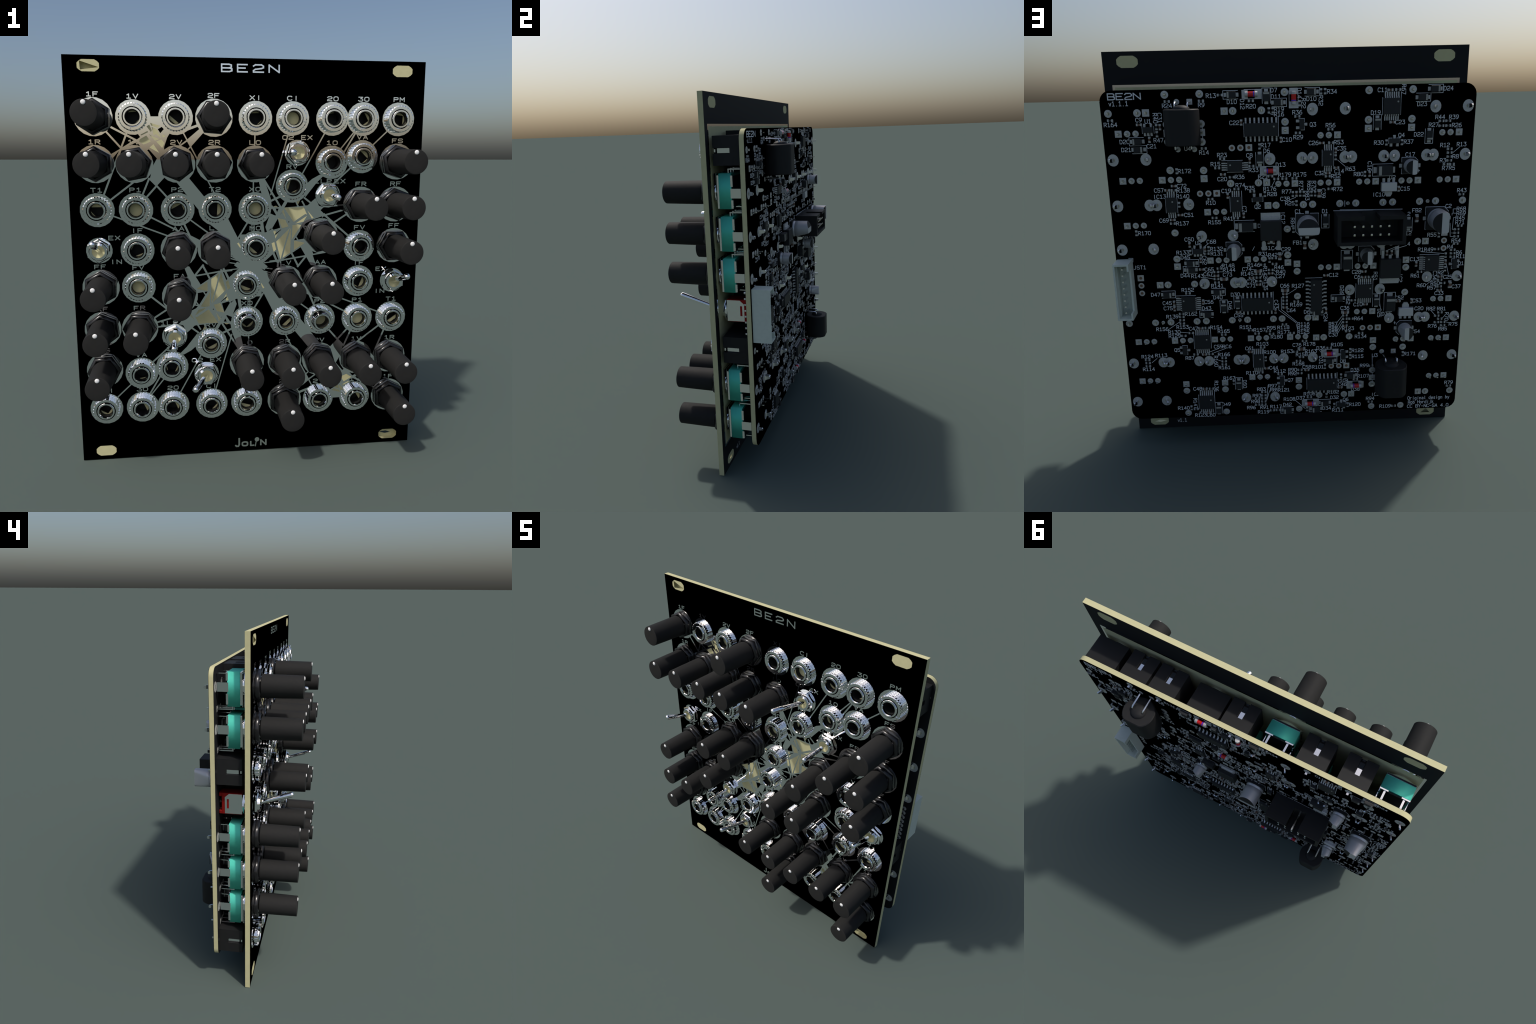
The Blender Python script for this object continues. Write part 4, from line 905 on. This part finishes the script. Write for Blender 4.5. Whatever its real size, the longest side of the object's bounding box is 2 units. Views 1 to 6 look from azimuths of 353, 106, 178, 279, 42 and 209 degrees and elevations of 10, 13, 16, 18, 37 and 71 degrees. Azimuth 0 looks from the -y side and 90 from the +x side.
sw_me, swnut_me = switch_mesh(), switch_nut_mesh()
levers = {'up': lever_mesh(3.85), 'left': lever_mesh(3.85), 'middle': lever_mesh(0.0)}
for r, s, x, z in both_halves(SWITCHES):
    t = {'up': 0.0, 'left': 90.0, 'middle': 90.0}[r[3]]
    w = put('toggle_switch', sw_me, root, x, 0, z, FRONT, t)
    child('lever', levers[r[3]], w)
    child('hex_nut', swnut_me, w, rz(random.uniform(0, 60)))

# ------------------------------------------------------------------ solder pads on both faces of the board
PADS = []                                               # (x, z, shape, radius, fill)
def pads_of(x, z, turn, items):
    ca, sa = math.cos(math.radians(turn)), math.sin(math.radians(turn))
    for u, v, shape, rad, fill in items:
        PADS.append((x + ca * u - sa * v, z + sa * u + ca * v, shape, rad, fill))

POT_PADS = [(-4.8, 0, 'o', 1.62, 'solder'), (4.8, 0, 'o', 1.62, 'solder'), (-2.55, -7.5, 's', 0.98, 'solder'), (0, -7.5, 'o', 0.93, 'solder'), (2.45, -7.5, 'o', 0.93, 'solder')]
JACK_PADS = [(0, 4.92, 'o', 1.1, 'solder'), (0, -3.4, 'o', 1.1, 'solder'), (0, -5.85, 's', 1.02, 'solder')]
for r, s, x, z in both_halves(POTS):
    pads_of(x, z, 180.0 if (r[3] == 'up') == (s > 0) else 0.0, POT_PADS)
for r, s, x, z in both_halves(JACKS):
    items = list(JACK_PADS)
    if r[0] in ('T1', 'P1', 'P2', 'T2'):
        items[2] = (0, -5.85, 'o', 0.55, 'solder')
    pads_of(x, z, TURN[r[3]] - 90 + (180 if s < 0 else 0), items)
for r, s, x, z in both_halves(SWITCHES):
    if r[0] == 'EX':
        pads_of(x, z, 0, [(0, 2.5, 's', 0.98, 'hole_fill'), (0, 0, 'o', 0.93, 'hole_fill'), (0, -2.5, 'o', 0.93, 'hole_fill')])
    else:
        pads_of(x, z, 0, [(-2.5, 0, 's', 0.98, 'hole_fill'), (0, 0, 'o', 0.93, 'hole_fill'), (2.5, 0, 'o', 0.93, 'hole_fill')])
for x, z, shape in ((32.6, 113.65, 'o'), (28.9, 113.6, 's'), (33.1, 100.15, 'o'), (28.3, 100.1, 'o'), (-28.95, 33.0, 'o'), (-32.8, 33.0, 's'), (-28.9, 18.2, 'o'), (-32.9, 18.2, 'o')):
    PADS.append((x, z, shape, 0.8, 'solder'))
for k in range(8):
    PADS.append((51.8, 51.25 + 2.0 * k, 'o', 0.8, 'solder'))

faces = {'outer': Builder(), 'inner': Builder()}
for side, bb in faces.items():
    layers, fills = [], {}
    for x, z, shape, rad, fill in PADS:
        u = -x
        poly = ngon(rad, 16, 0.2, (u, z)) if shape == 'o' else [(u - rad, z - rad), (u + rad, z - rad), (u + rad, z + rad), (u - rad, z + rad)]
        if rad > 1.4:
            poly = [(a, z + (c - z) * 1.1) for a, c in poly]
        layers.append(('pad', poly))
    for x, z, shape, rad, fill in PADS:
        k = 0.5 if fill == 'hole_fill' else (0.34 if rad > 1.4 else 0.45)
        layers.append((fill, ngon(rad * k, 10, 0.0, (-x, z))))
    h = BOARD_OUTER + 0.05 if side == 'outer' else BOARD_INNER - 0.05
    for c, tris in planar(layers).items():
        sheet(tris, h, c, bb)
    child('solder_pads', bb.mesh('solder_pads', 0), board)['kind'] = 'stuff'

# ------------------------------------------------------------------ components on the outer face (frame BACK)
TOP = BOARD_OUTER

def component(name, me, x, z, turn=0.0):
    # the frame is mirrored in x, so a turn measured on the seen face stays as seen from behind
    return put(name, me, board, x, TOP, z, BACK, turn)


def chip_resistor_mesh():
    b = Builder()
    for s in (-1, 1):
        b.box(s * 0.6 - 0.27, s * 0.6 + 0.27, -0.36, 0.36, 0, 0.1, 'pad')
        b.box(s * 0.47 - 0.13, s * 0.47 + 0.13, -0.27, 0.27, 0.02, 0.38, 'pad')
    b.box(-0.36, 0.36, -0.25, 0.25, 0.05, 0.36, 'chip')
    return b.mesh('resistor', 0)


def ceramic_mesh(k=1.0, name='capacitor'):
    b = Builder()
    for s in (-1, 1):
        b.box(k * (s * 0.6 - 0.27), k * (s * 0.6 + 0.27), -0.36 * k, 0.36 * k, 0, 0.1, 'pad')
        b.box(k * (s * 0.47 - 0.13), k * (s * 0.47 + 0.13), -0.28 * k, 0.28 * k, 0.02, 0.55 * k, 'pad')
    b.box(-0.36 * k, 0.36 * k, -0.27 * k, 0.27 * k, 0.05, 0.53 * k, 'brown')
    return b.mesh(name, 0)


def diode_mesh(L=1.35, W=0.9, hgt=1.15, pad=0.75, name='diode'):
    """Cathode to the right."""
    b = Builder()
    for s in (-1, 1):
        b.box(min(s * L, s * (L + pad)), max(s * L, s * (L + pad)), -W * 0.62, W * 0.62, 0, 0.12, 'pad')
        b.box(min(s * (L - 0.1), s * (L + pad * 0.7)), max(s * (L - 0.1), s * (L + pad * 0.7)), -W * 0.45, W * 0.45, 0.1, 0.28, 'pad')
    b.rings([[(-L, -W, 0.1), (L, -W, 0.1), (L, W, 0.1), (-L, W, 0.1)], [(-L, -W, hgt * 0.5), (L, -W, hgt * 0.5), (L, W, hgt * 0.5), (-L, W, hgt * 0.5)],
             [(-L * 0.95, -W * 0.92, hgt), (L * 0.95, -W * 0.92, hgt), (L * 0.95, W * 0.92, hgt), (-L * 0.95, W * 0.92, hgt)]], 'chip')
    b.box(L * 0.5, L * 0.86, -W * 0.9, W * 0.9, hgt, hgt + 0.02, 'band')
    return b.mesh(name, 0)


def glass_diode_mesh():
    b = Builder()
    b.box(-2.75, -1.0, -1.2, 1.2, 0, 0.1, 'pad')
    b.box(1.0, 2.75, -1.2, 1.2, 0, 0.1, 'pad')
    n = 16
    prof = [(0.3, -1.85), (0.75, -1.8), (0.78, -1.05), (0.73, -1.0), (0.73, 0.55), (0.74, 0.56), (0.74, 0.85), (0.73, 0.86), (0.73, 1.0), (0.78, 1.05), (0.75, 1.8), (0.3, 1.85)]
    mats = ['pad', 'pad', 'pad', 'glass_red', 'glass_red', 'blue', 'blue', 'glass_red', 'pad', 'pad', 'pad']
    rings = [[(u, r * math.cos(2 * math.pi * j / n), 0.8 + r * math.sin(2 * math.pi * j / n)) for j in range(n)] for r, u in prof]
    b.rings(rings, 'pad', mats=mats)
    return b.mesh('glass_diode')


def transistor_mesh():
    """One leg right, two legs left."""
    b = Builder()
    b.box(-0.7, 0.7, -1.5, 1.5, 0.1, 1.0, 'chip', 0.08)
    for u, v in ((1, 0), (-1, 0.95), (-1, -0.95)):
        b.box(min(u * 0.7, u * 1.65), max(u * 0.7, u * 1.65), v - 0.4, v + 0.4, 0, 0.12, 'pad')
        b.box(min(u * 0.6, u * 1.3), max(u * 0.6, u * 1.3), v - 0.22, v + 0.22, 0.1, 0.5, 'pad')
    return b.mesh('transistor', 0)


def sot5_mesh():
    b = Builder()
    b.box(-1.5, 1.5, -0.8, 0.8, 0.1, 1.1, 'chip', 0.08)
    for u, v in ((-0.95, 1), (0.95, 1), (-0.95, -1), (0, -1), (0.95, -1)):
        b.box(u - 0.33, u + 0.33, min(v * 0.8, v * 1.75), max(v * 0.8, v * 1.75), 0, 0.15, 'pad')
        b.box(u - 0.2, u + 0.2, min(v * 0.7, v * 1.4), max(v * 0.7, v * 1.4), 0.1, 0.5, 'pad')
    return b.mesh('voltage_reference', 0)


def chip_mesh(w, h, n, side, du, dv):
    b = Builder()
    soic = n == 8
    pitch, pw, reach, tall = (1.27, 0.5, 1.5, 1.55) if soic else (0.65, 0.36, 1.7, 1.0)
    hx, hy = w / 2, h / 2
    k = 0.95
    b.rings([[(-hx * k, -hy * k, 0.1), (hx * k, -hy * k, 0.1), (hx * k, hy * k, 0.1), (-hx * k, hy * k, 0.1)],
             [(-hx, -hy, tall * 0.5), (hx, -hy, tall * 0.5), (hx, hy, tall * 0.5), (-hx, hy, tall * 0.5)],
             [(-hx * k, -hy * k, tall), (hx * k, -hy * k, tall), (hx * k, hy * k, tall), (-hx * k, hy * k, tall)]], 'chip')
    b.lathe([(0.26, tall), (0.24, tall + 0.015)], 'band', 10, c=(-du * 0.92, dv * 0.92))
    for i in range(n):
        p = (i - (n - 1) / 2) * pitch
        for s in (-1, 1):
            edge = hy if side == 'v' else hx
            prof = [(edge - 0.1, tall * 0.5), (edge + 0.3, tall * 0.5), (edge + 0.55, 0.12), (edge + reach, 0.1)]
            for (e0, g0), (e1, g1) in zip(prof, prof[1:]):
                lo, hi = [], []
                a, c = p - pw / 2, p + pw / 2
                if side == 'v':
                    quad = [(a, s * e0, g0), (c, s * e0, g0), (c, s * e1, g1), (a, s * e1, g1)]
                else:
                    quad = [(s * e0, a, g0), (s * e0, c, g0), (s * e1, c, g1), (s * e1, a, g1)]
                b.rings([quad, [(x, y, z + 0.1) for x, y, z in quad]], 'pad')
    return b.mesh('chip', 0)


def dpak_mesh():
    """Tab up, legs down."""
    b = Builder()
    b.box(-3.25, 3.25, -3.1, 3.1, 0.15, 2.4, 'chip', 0.15)
    b.rings([[(-3.0, 2.9, 0.1), (3.0, 2.9, 0.1), (3.0, 5.3, 0.1), (-3.0, 5.3, 0.1)], [(-3.0, 2.9, 0.6), (3.0, 2.9, 0.6), (3.0, 5.3, 0.6), (-3.0, 5.3, 0.6)]], 'pad')
    b.rings([[(-2.6, 3.0, 0.6), (2.6, 3.0, 0.6), (2.2, 4.2, 0.6), (-2.2, 4.2, 0.6)], [(-2.6, 3.0, 0.95), (2.6, 3.0, 0.95), (2.2, 4.1, 0.95), (-2.2, 4.1, 0.95)]], 'pad')
    for u in (-2.28, 2.28):
        b.box(u - 0.65, u + 0.65, -6.6, -4.0, 0, 0.12, 'pad')
        b.box(u - 0.42, u + 0.42, -5.6, -3.0, 0.1, 1.0, 'pad')
    b.box(-0.42, 0.42, -4.2, -3.0, 0.7, 1.2, 'pad')
    return b.mesh('voltage_regulator', 0)


def sot89_mesh():
    """Three legs up, tab down."""
    b = Builder()
    b.box(-2.35, 2.35, -1.35, 1.35, 0.1, 1.5, 'can', 0.12)
    for u in (-1.5, 0, 1.5):
        b.box(u - 0.4, u + 0.4, 1.3, 2.55, 0.05, 0.4, 'pad')
    b.prism([(-1.1, -1.3), (-1.1, -2.2), (-0.6, -3.0), (0.6, -3.0), (1.1, -2.2), (1.1, -1.3)], 0.05, 0.5, 'pad')
    return b.mesh('small_regulator', 0)


def electrolytic_mesh(side, r, tall):
    """Negative half-moon on the right."""
    b = Builder()
    s = side / 2
    c = side * 0.22
    base = [(-s, -s + c), (-s + c, -s), (s, -s), (s, s), (-s + c, s), (-s, s - c)]
    b.prism(base, 0.05, 1.1, 'black')
    for k in (-1, 1):
        b.box(min(k * s * 0.8, k * (s + 0.85)), max(k * s * 0.8, k * (s + 0.85)), -0.55, 0.55, 0.0, 0.22, 'pad')
    n = 32
    rings = []
    for q, h in ((r, 1.1), (r, 1.5), (r * 0.94, 1.75), (r * 0.94, 1.95), (r, 2.2), (r, 0.45 * tall), (r, 0.75 * tall), (r, tall)):
        cut = -r + max(0.0, (h - 2.2) / (tall - 2.2)) * 0.55 * r        # slanting flat on the plain side, deeper towards the top
        ring = []
        for j in range(n):
            u, v = q * math.cos(2 * math.pi * j / n), q * math.sin(2 * math.pi * j / n)
            u = max(u, cut)
            ring.append((u, v, h - (0.9 * max(0.0, u - 0.22 * r) / (0.78 * r) if h == tall else 0.0)))
        rings.append(ring)
    b.rings(rings, 'can', cap1=False)
    # top: a plain strip, and the printed half-moon that dips towards the rim
    chord = 0.22 * r
    top = rings[-1]
    w = math.sqrt(r * r - chord * chord)
    moon = [p for p in top if p[0] > chord]
    moon = sorted(moon, key=lambda p: math.atan2(p[1], p[0]))
    rest = sorted([p for p in top if p[0] <= chord], key=lambda p: math.atan2(p[1], p[0]) % (2 * math.pi))
    b.poly([(chord, -w, tall - 0.02)] + list(moon) + [(chord, w, tall - 0.02)], 'black')
    b.poly([(chord, w, tall)] + rest + [(chord, -w, tall)], 'can')
    return b.mesh('electrolytic_capacitor', 40)


res_me, cap_me, big_me = chip_resistor_mesh(), ceramic_mesh(), ceramic_mesh(1.45, 'large_capacitor')
for x, z, o in RESISTORS:
    component('resistor', res_me, x, z, TURN[o])
for x, z, o in CAPACITORS:
    component('capacitor', cap_me, x, z, TURN[o])
for x, z, o in LARGE_CAPACITORS:
    component('capacitor', big_me, x, z, TURN[o])
dio_me, pow_me, mel_me = diode_mesh(), diode_mesh(2.3, 1.45, 2.2, 0.95, 'power_diode'), glass_diode_mesh()
for x, z, o in DIODES:
    component('diode', dio_me, x, z, TURN[o])
for x, z, o in POWER_DIODES:
    component('power_diode', pow_me, x, z, TURN[o])
for x, z, o in GLASS_DIODES:
    component('glass_diode', mel_me, x, z, TURN[o])
tra_me, ref_me = transistor_mesh(), sot5_mesh()
for x, z, o in TRANSISTORS:
    component('transistor', tra_me, x, z, TURN[o])
for x, z, o in VOLTAGE_REFERENCES:
    component('voltage_reference', ref_me, x, z)
for x, z, w, h, n, side, du, dv in CHIPS:
    component('chip', chip_mesh(w, h, n, side, du, dv), x, z)
reg_me, s89_me = dpak_mesh(), sot89_mesh()
component('voltage_regulator', reg_me, 6.45, 75.3)
component('voltage_regulator', reg_me, -30.5, 62.1, 180)
component('small_regulator', s89_me, -29.46, 87.6)
component('small_regulator', s89_me, -36.13, 47.1, 180)
small_e, large_e = electrolytic_mesh(4.7, 2.1, 5.4), electrolytic_mesh(6.9, 3.2, 7.7)
for (x, z), o, large in zip(ELECTROLYTICS, 'ltlllr', (0, 1, 0, 1, 0, 0)):
    component('electrolytic_capacitor', large_e if large else small_e, x, z, TURN[o])


# ---- two fat black optocouplers lying along the board, leads bent into it
def optocoupler_mesh(face):
    b = Builder()
    n = 36
    r, cy, half, flat = 5.02, 5.2, 5.02, 9.38
    def ring(k, v):
        return [(k * r * math.cos(2 * math.pi * j / n), v, min(flat - (1 - k) * r, max(0.2, cy + k * r * math.sin(2 * math.pi * j / n)))) for j in range(n)]
    b.rings([ring(0.95, -half), ring(1, -half + 0.25), ring(1, half - 0.25), ring(0.95, half)], 'black')
    rings = [[(q * math.cos(2 * math.pi * j / 20), v, cy + q * math.sin(2 * math.pi * j / 20)) for j in range(20)] for q, v in ((2.45, half - 0.05), (2.3, half + 0.4), (1.8, half + 0.8), (0.9, half + 1.05))]
    b.rings(rings, 'black')
    for s in (-1, 1):
        b.rod([(s * 1.8, half, cy), (s * 1.8, half + 1.2, cy), (s * 1.85, half + 1.65, cy - 0.35), (s * 1.9, half + 1.9, 0)], 0.27, 'lead', 8)
        b.rod([(s * 2.3, -half, cy), (s * 2.3, -half - 1.0, cy), (s * 2.3, -half - 1.3, cy - 0.4), (s * 2.3, -half - 1.4, 0)], 0.27, 'lead', 8)
    return b.mesh('optocoupler', 40)


opto_me = optocoupler_mesh(0)
component('optocoupler', opto_me, 30.75, 106.7)
component('optocoupler', opto_me, -31.0, 25.9)


# ---- shrouded ten-pin power header
def header_mesh():
    b = Builder()
    W, Hh, D, t = 10.15, 4.38, 9.2, 1.1
    b.box(-W, W, -Hh, Hh, 0.15, 2.3, 'black')
    b.box(-W, -W + t, -Hh, Hh, 2.3, D, 'black')
    b.box(W - t, W, -Hh, Hh, 2.3, D, 'black')
    b.box(-W + t, W - t, -Hh, -Hh + t, 2.3, D, 'black')
    b.box(-W + t, -2.25, Hh - t, Hh, 2.3, D, 'black')
    b.box(2.25, W - t, Hh - t, Hh, 2.3, D, 'black')
    for i in range(5):
        for s in (-1, 1):
            u, v = (i - 2) * 2.54, s * 1.27
            b.box(u - 0.32, u + 0.32, v - 0.32, v + 0.32, 1.0, 9.0, 'gold', 0.08)
    return b.mesh('power_header', 0)


component('power_header', header_mesh(), -23.05, 76.05)


# ---- ivory eight-way wire connector at the board edge
def connector_mesh():
    b = Builder()
    L, D, t = 8.95, 6.3, 0.55
    u0, u1 = -2.35, 2.35
    b.box(u0, u1, -L, L, 0.2, 1.6, 'ivory')
    b.box(u0, u0 + t, -L, L, 1.6, D, 'ivory')
    b.box(u0 + t, u1, L - t, L, 1.6, D, 'ivory')
    b.box(u0 + t, u1, -L, -L + t, 1.6, D, 'ivory')
    b.box(u1 - t, u1, L - 2.2, L - t, 1.6, D, 'ivory')
    b.box(u1 - t, u1, -L + t, -L + 2.2, 1.6, D, 'ivory')
    b.box(u1 - t, u1, -L + 2.2, L - 2.2, 1.6, 3.7, 'ivory')
    b.box(u0 + t, u0 + t + 0.25, -L + t, L - t, 1.6, 4.4, 'ivory')
    for k in range(8):
        v = (k - 3.5) * 2.0
        b.box(-0.0 - 0.25, 0.25, v - 0.25, v + 0.25, 1.4, 4.9, 'lead')
        b.box(-0.3, 0.3, v - 0.3, v + 0.3, -3.1, 0.2, 'lead', 0.05)
    return b.mesh('wire_connector', 0)


component('wire_connector', connector_mesh(), 51.8, 58.25)

# ---- silkscreen: component designators, leader lines, outlines and titles
b = Builder()
def ink(polys):
    sheet(planar([('ink', q) for q in polys])['ink'], 0, 'silk', b)
for t, x, z, o in DESIGNATORS:
    ink(lettering(t, -x, z, 1.12, 0.72, 1.0, 0.16, -90.0 if o == 'v' else 0.0))
for x0, z0, x1, z1 in LEADER_LINES:
    ink([strip((-x0, z0), (-x1, z1), 0.14)])
def outline(x, z, pts, turn=0.0):
    ca, sa = math.cos(math.radians(turn)), math.sin(math.radians(turn))
    q = [(-x + ca * u - sa * v, z + sa * u + ca * v) for u, v in pts]
    ink([strip(p, r, 0.14) for p, r in zip(q, q[1:])])
for x, z, o in DIODES:
    outline(x, z, [(-1.9, 1.17), (2.35, 1.17), (2.35, -1.17), (-1.9, -1.17)], TURN[o])
for x, z, o in POWER_DIODES:
    outline(x, z, [(-2.6, 1.8), (3.5, 1.8), (3.5, -1.8), (-2.6, -1.8)], TURN[o])
for x, z, o in GLASS_DIODES:
    outline(x, z, [(-2.0, 1.3), (2.85, 1.3), (2.85, -1.3), (-2.0, -1.3)], TURN[o])
for x, z, w, h, n, side, du, dv in CHIPS:
    a, c = w / 2 + 0.1, h / 2 + 0.1
    if side == 'v':
        outline(x, z, [(-a, -c), (-a, c)])
        outline(x, z, [(a, -c), (a, c + 1.5)])
    else:
        outline(x, z, [(-a - 1.5, c), (a, c)])
        outline(x, z, [(-a, -c), (a, -c)])
for (x, z), o, large in zip(ELECTROLYTICS, 'ltlllr', (0, 1, 0, 1, 0, 0)):
    s = 3.55 if large else 2.45
    outline(x, z, [(-s, 1.0), (-s, s * 0.6), (-s * 0.6, s), (s, s), (s, 1.0)], TURN[o])
    outline(x, z, [(-s, -1.0), (-s, -s * 0.6), (-s * 0.6, -s), (s, -s), (s, -1.0)], TURN[o])
for x, z, o in TRANSISTORS:
    outline(x, z, [(-0.8, 1.65), (0.8, 1.65), (0.8, 0.7)], TURN[o])
    outline(x, z, [(0.8, -0.7), (0.8, -1.65), (-0.2, -1.65)], TURN[o])
for x, z, o in VOLTAGE_REFERENCES:
    outline(x, z, [(-1.7, -1.0), (-1.7, 1.0)])
    outline(x, z, [(1.7, -1.0), (1.7, 1.0)])
ink(lettering('BE2N', -47.4, 115.45, 1.65, 1.95, 2.45, 0.3))
ink(lettering('v1.1.1', -49.2, 113.5, 1.25, 0.75, 0.95, 0.17))
ink(lettering('Original design by', 45.4, 15.35, 1.15, 0.62, 0.8, 0.15))
ink(lettering('Rob Hordijk', 42.85, 13.8, 1.15, 0.62, 0.8, 0.15))
ink(lettering('CC BY-NC-SA 4.0', 45.3, 12.25, 1.1, 0.72, 0.95, 0.16))
put('silkscreen_lettering', b.mesh('silkscreen_lettering', 0), board, y=TOP + 0.09, frame=BACK, kind='stuff')
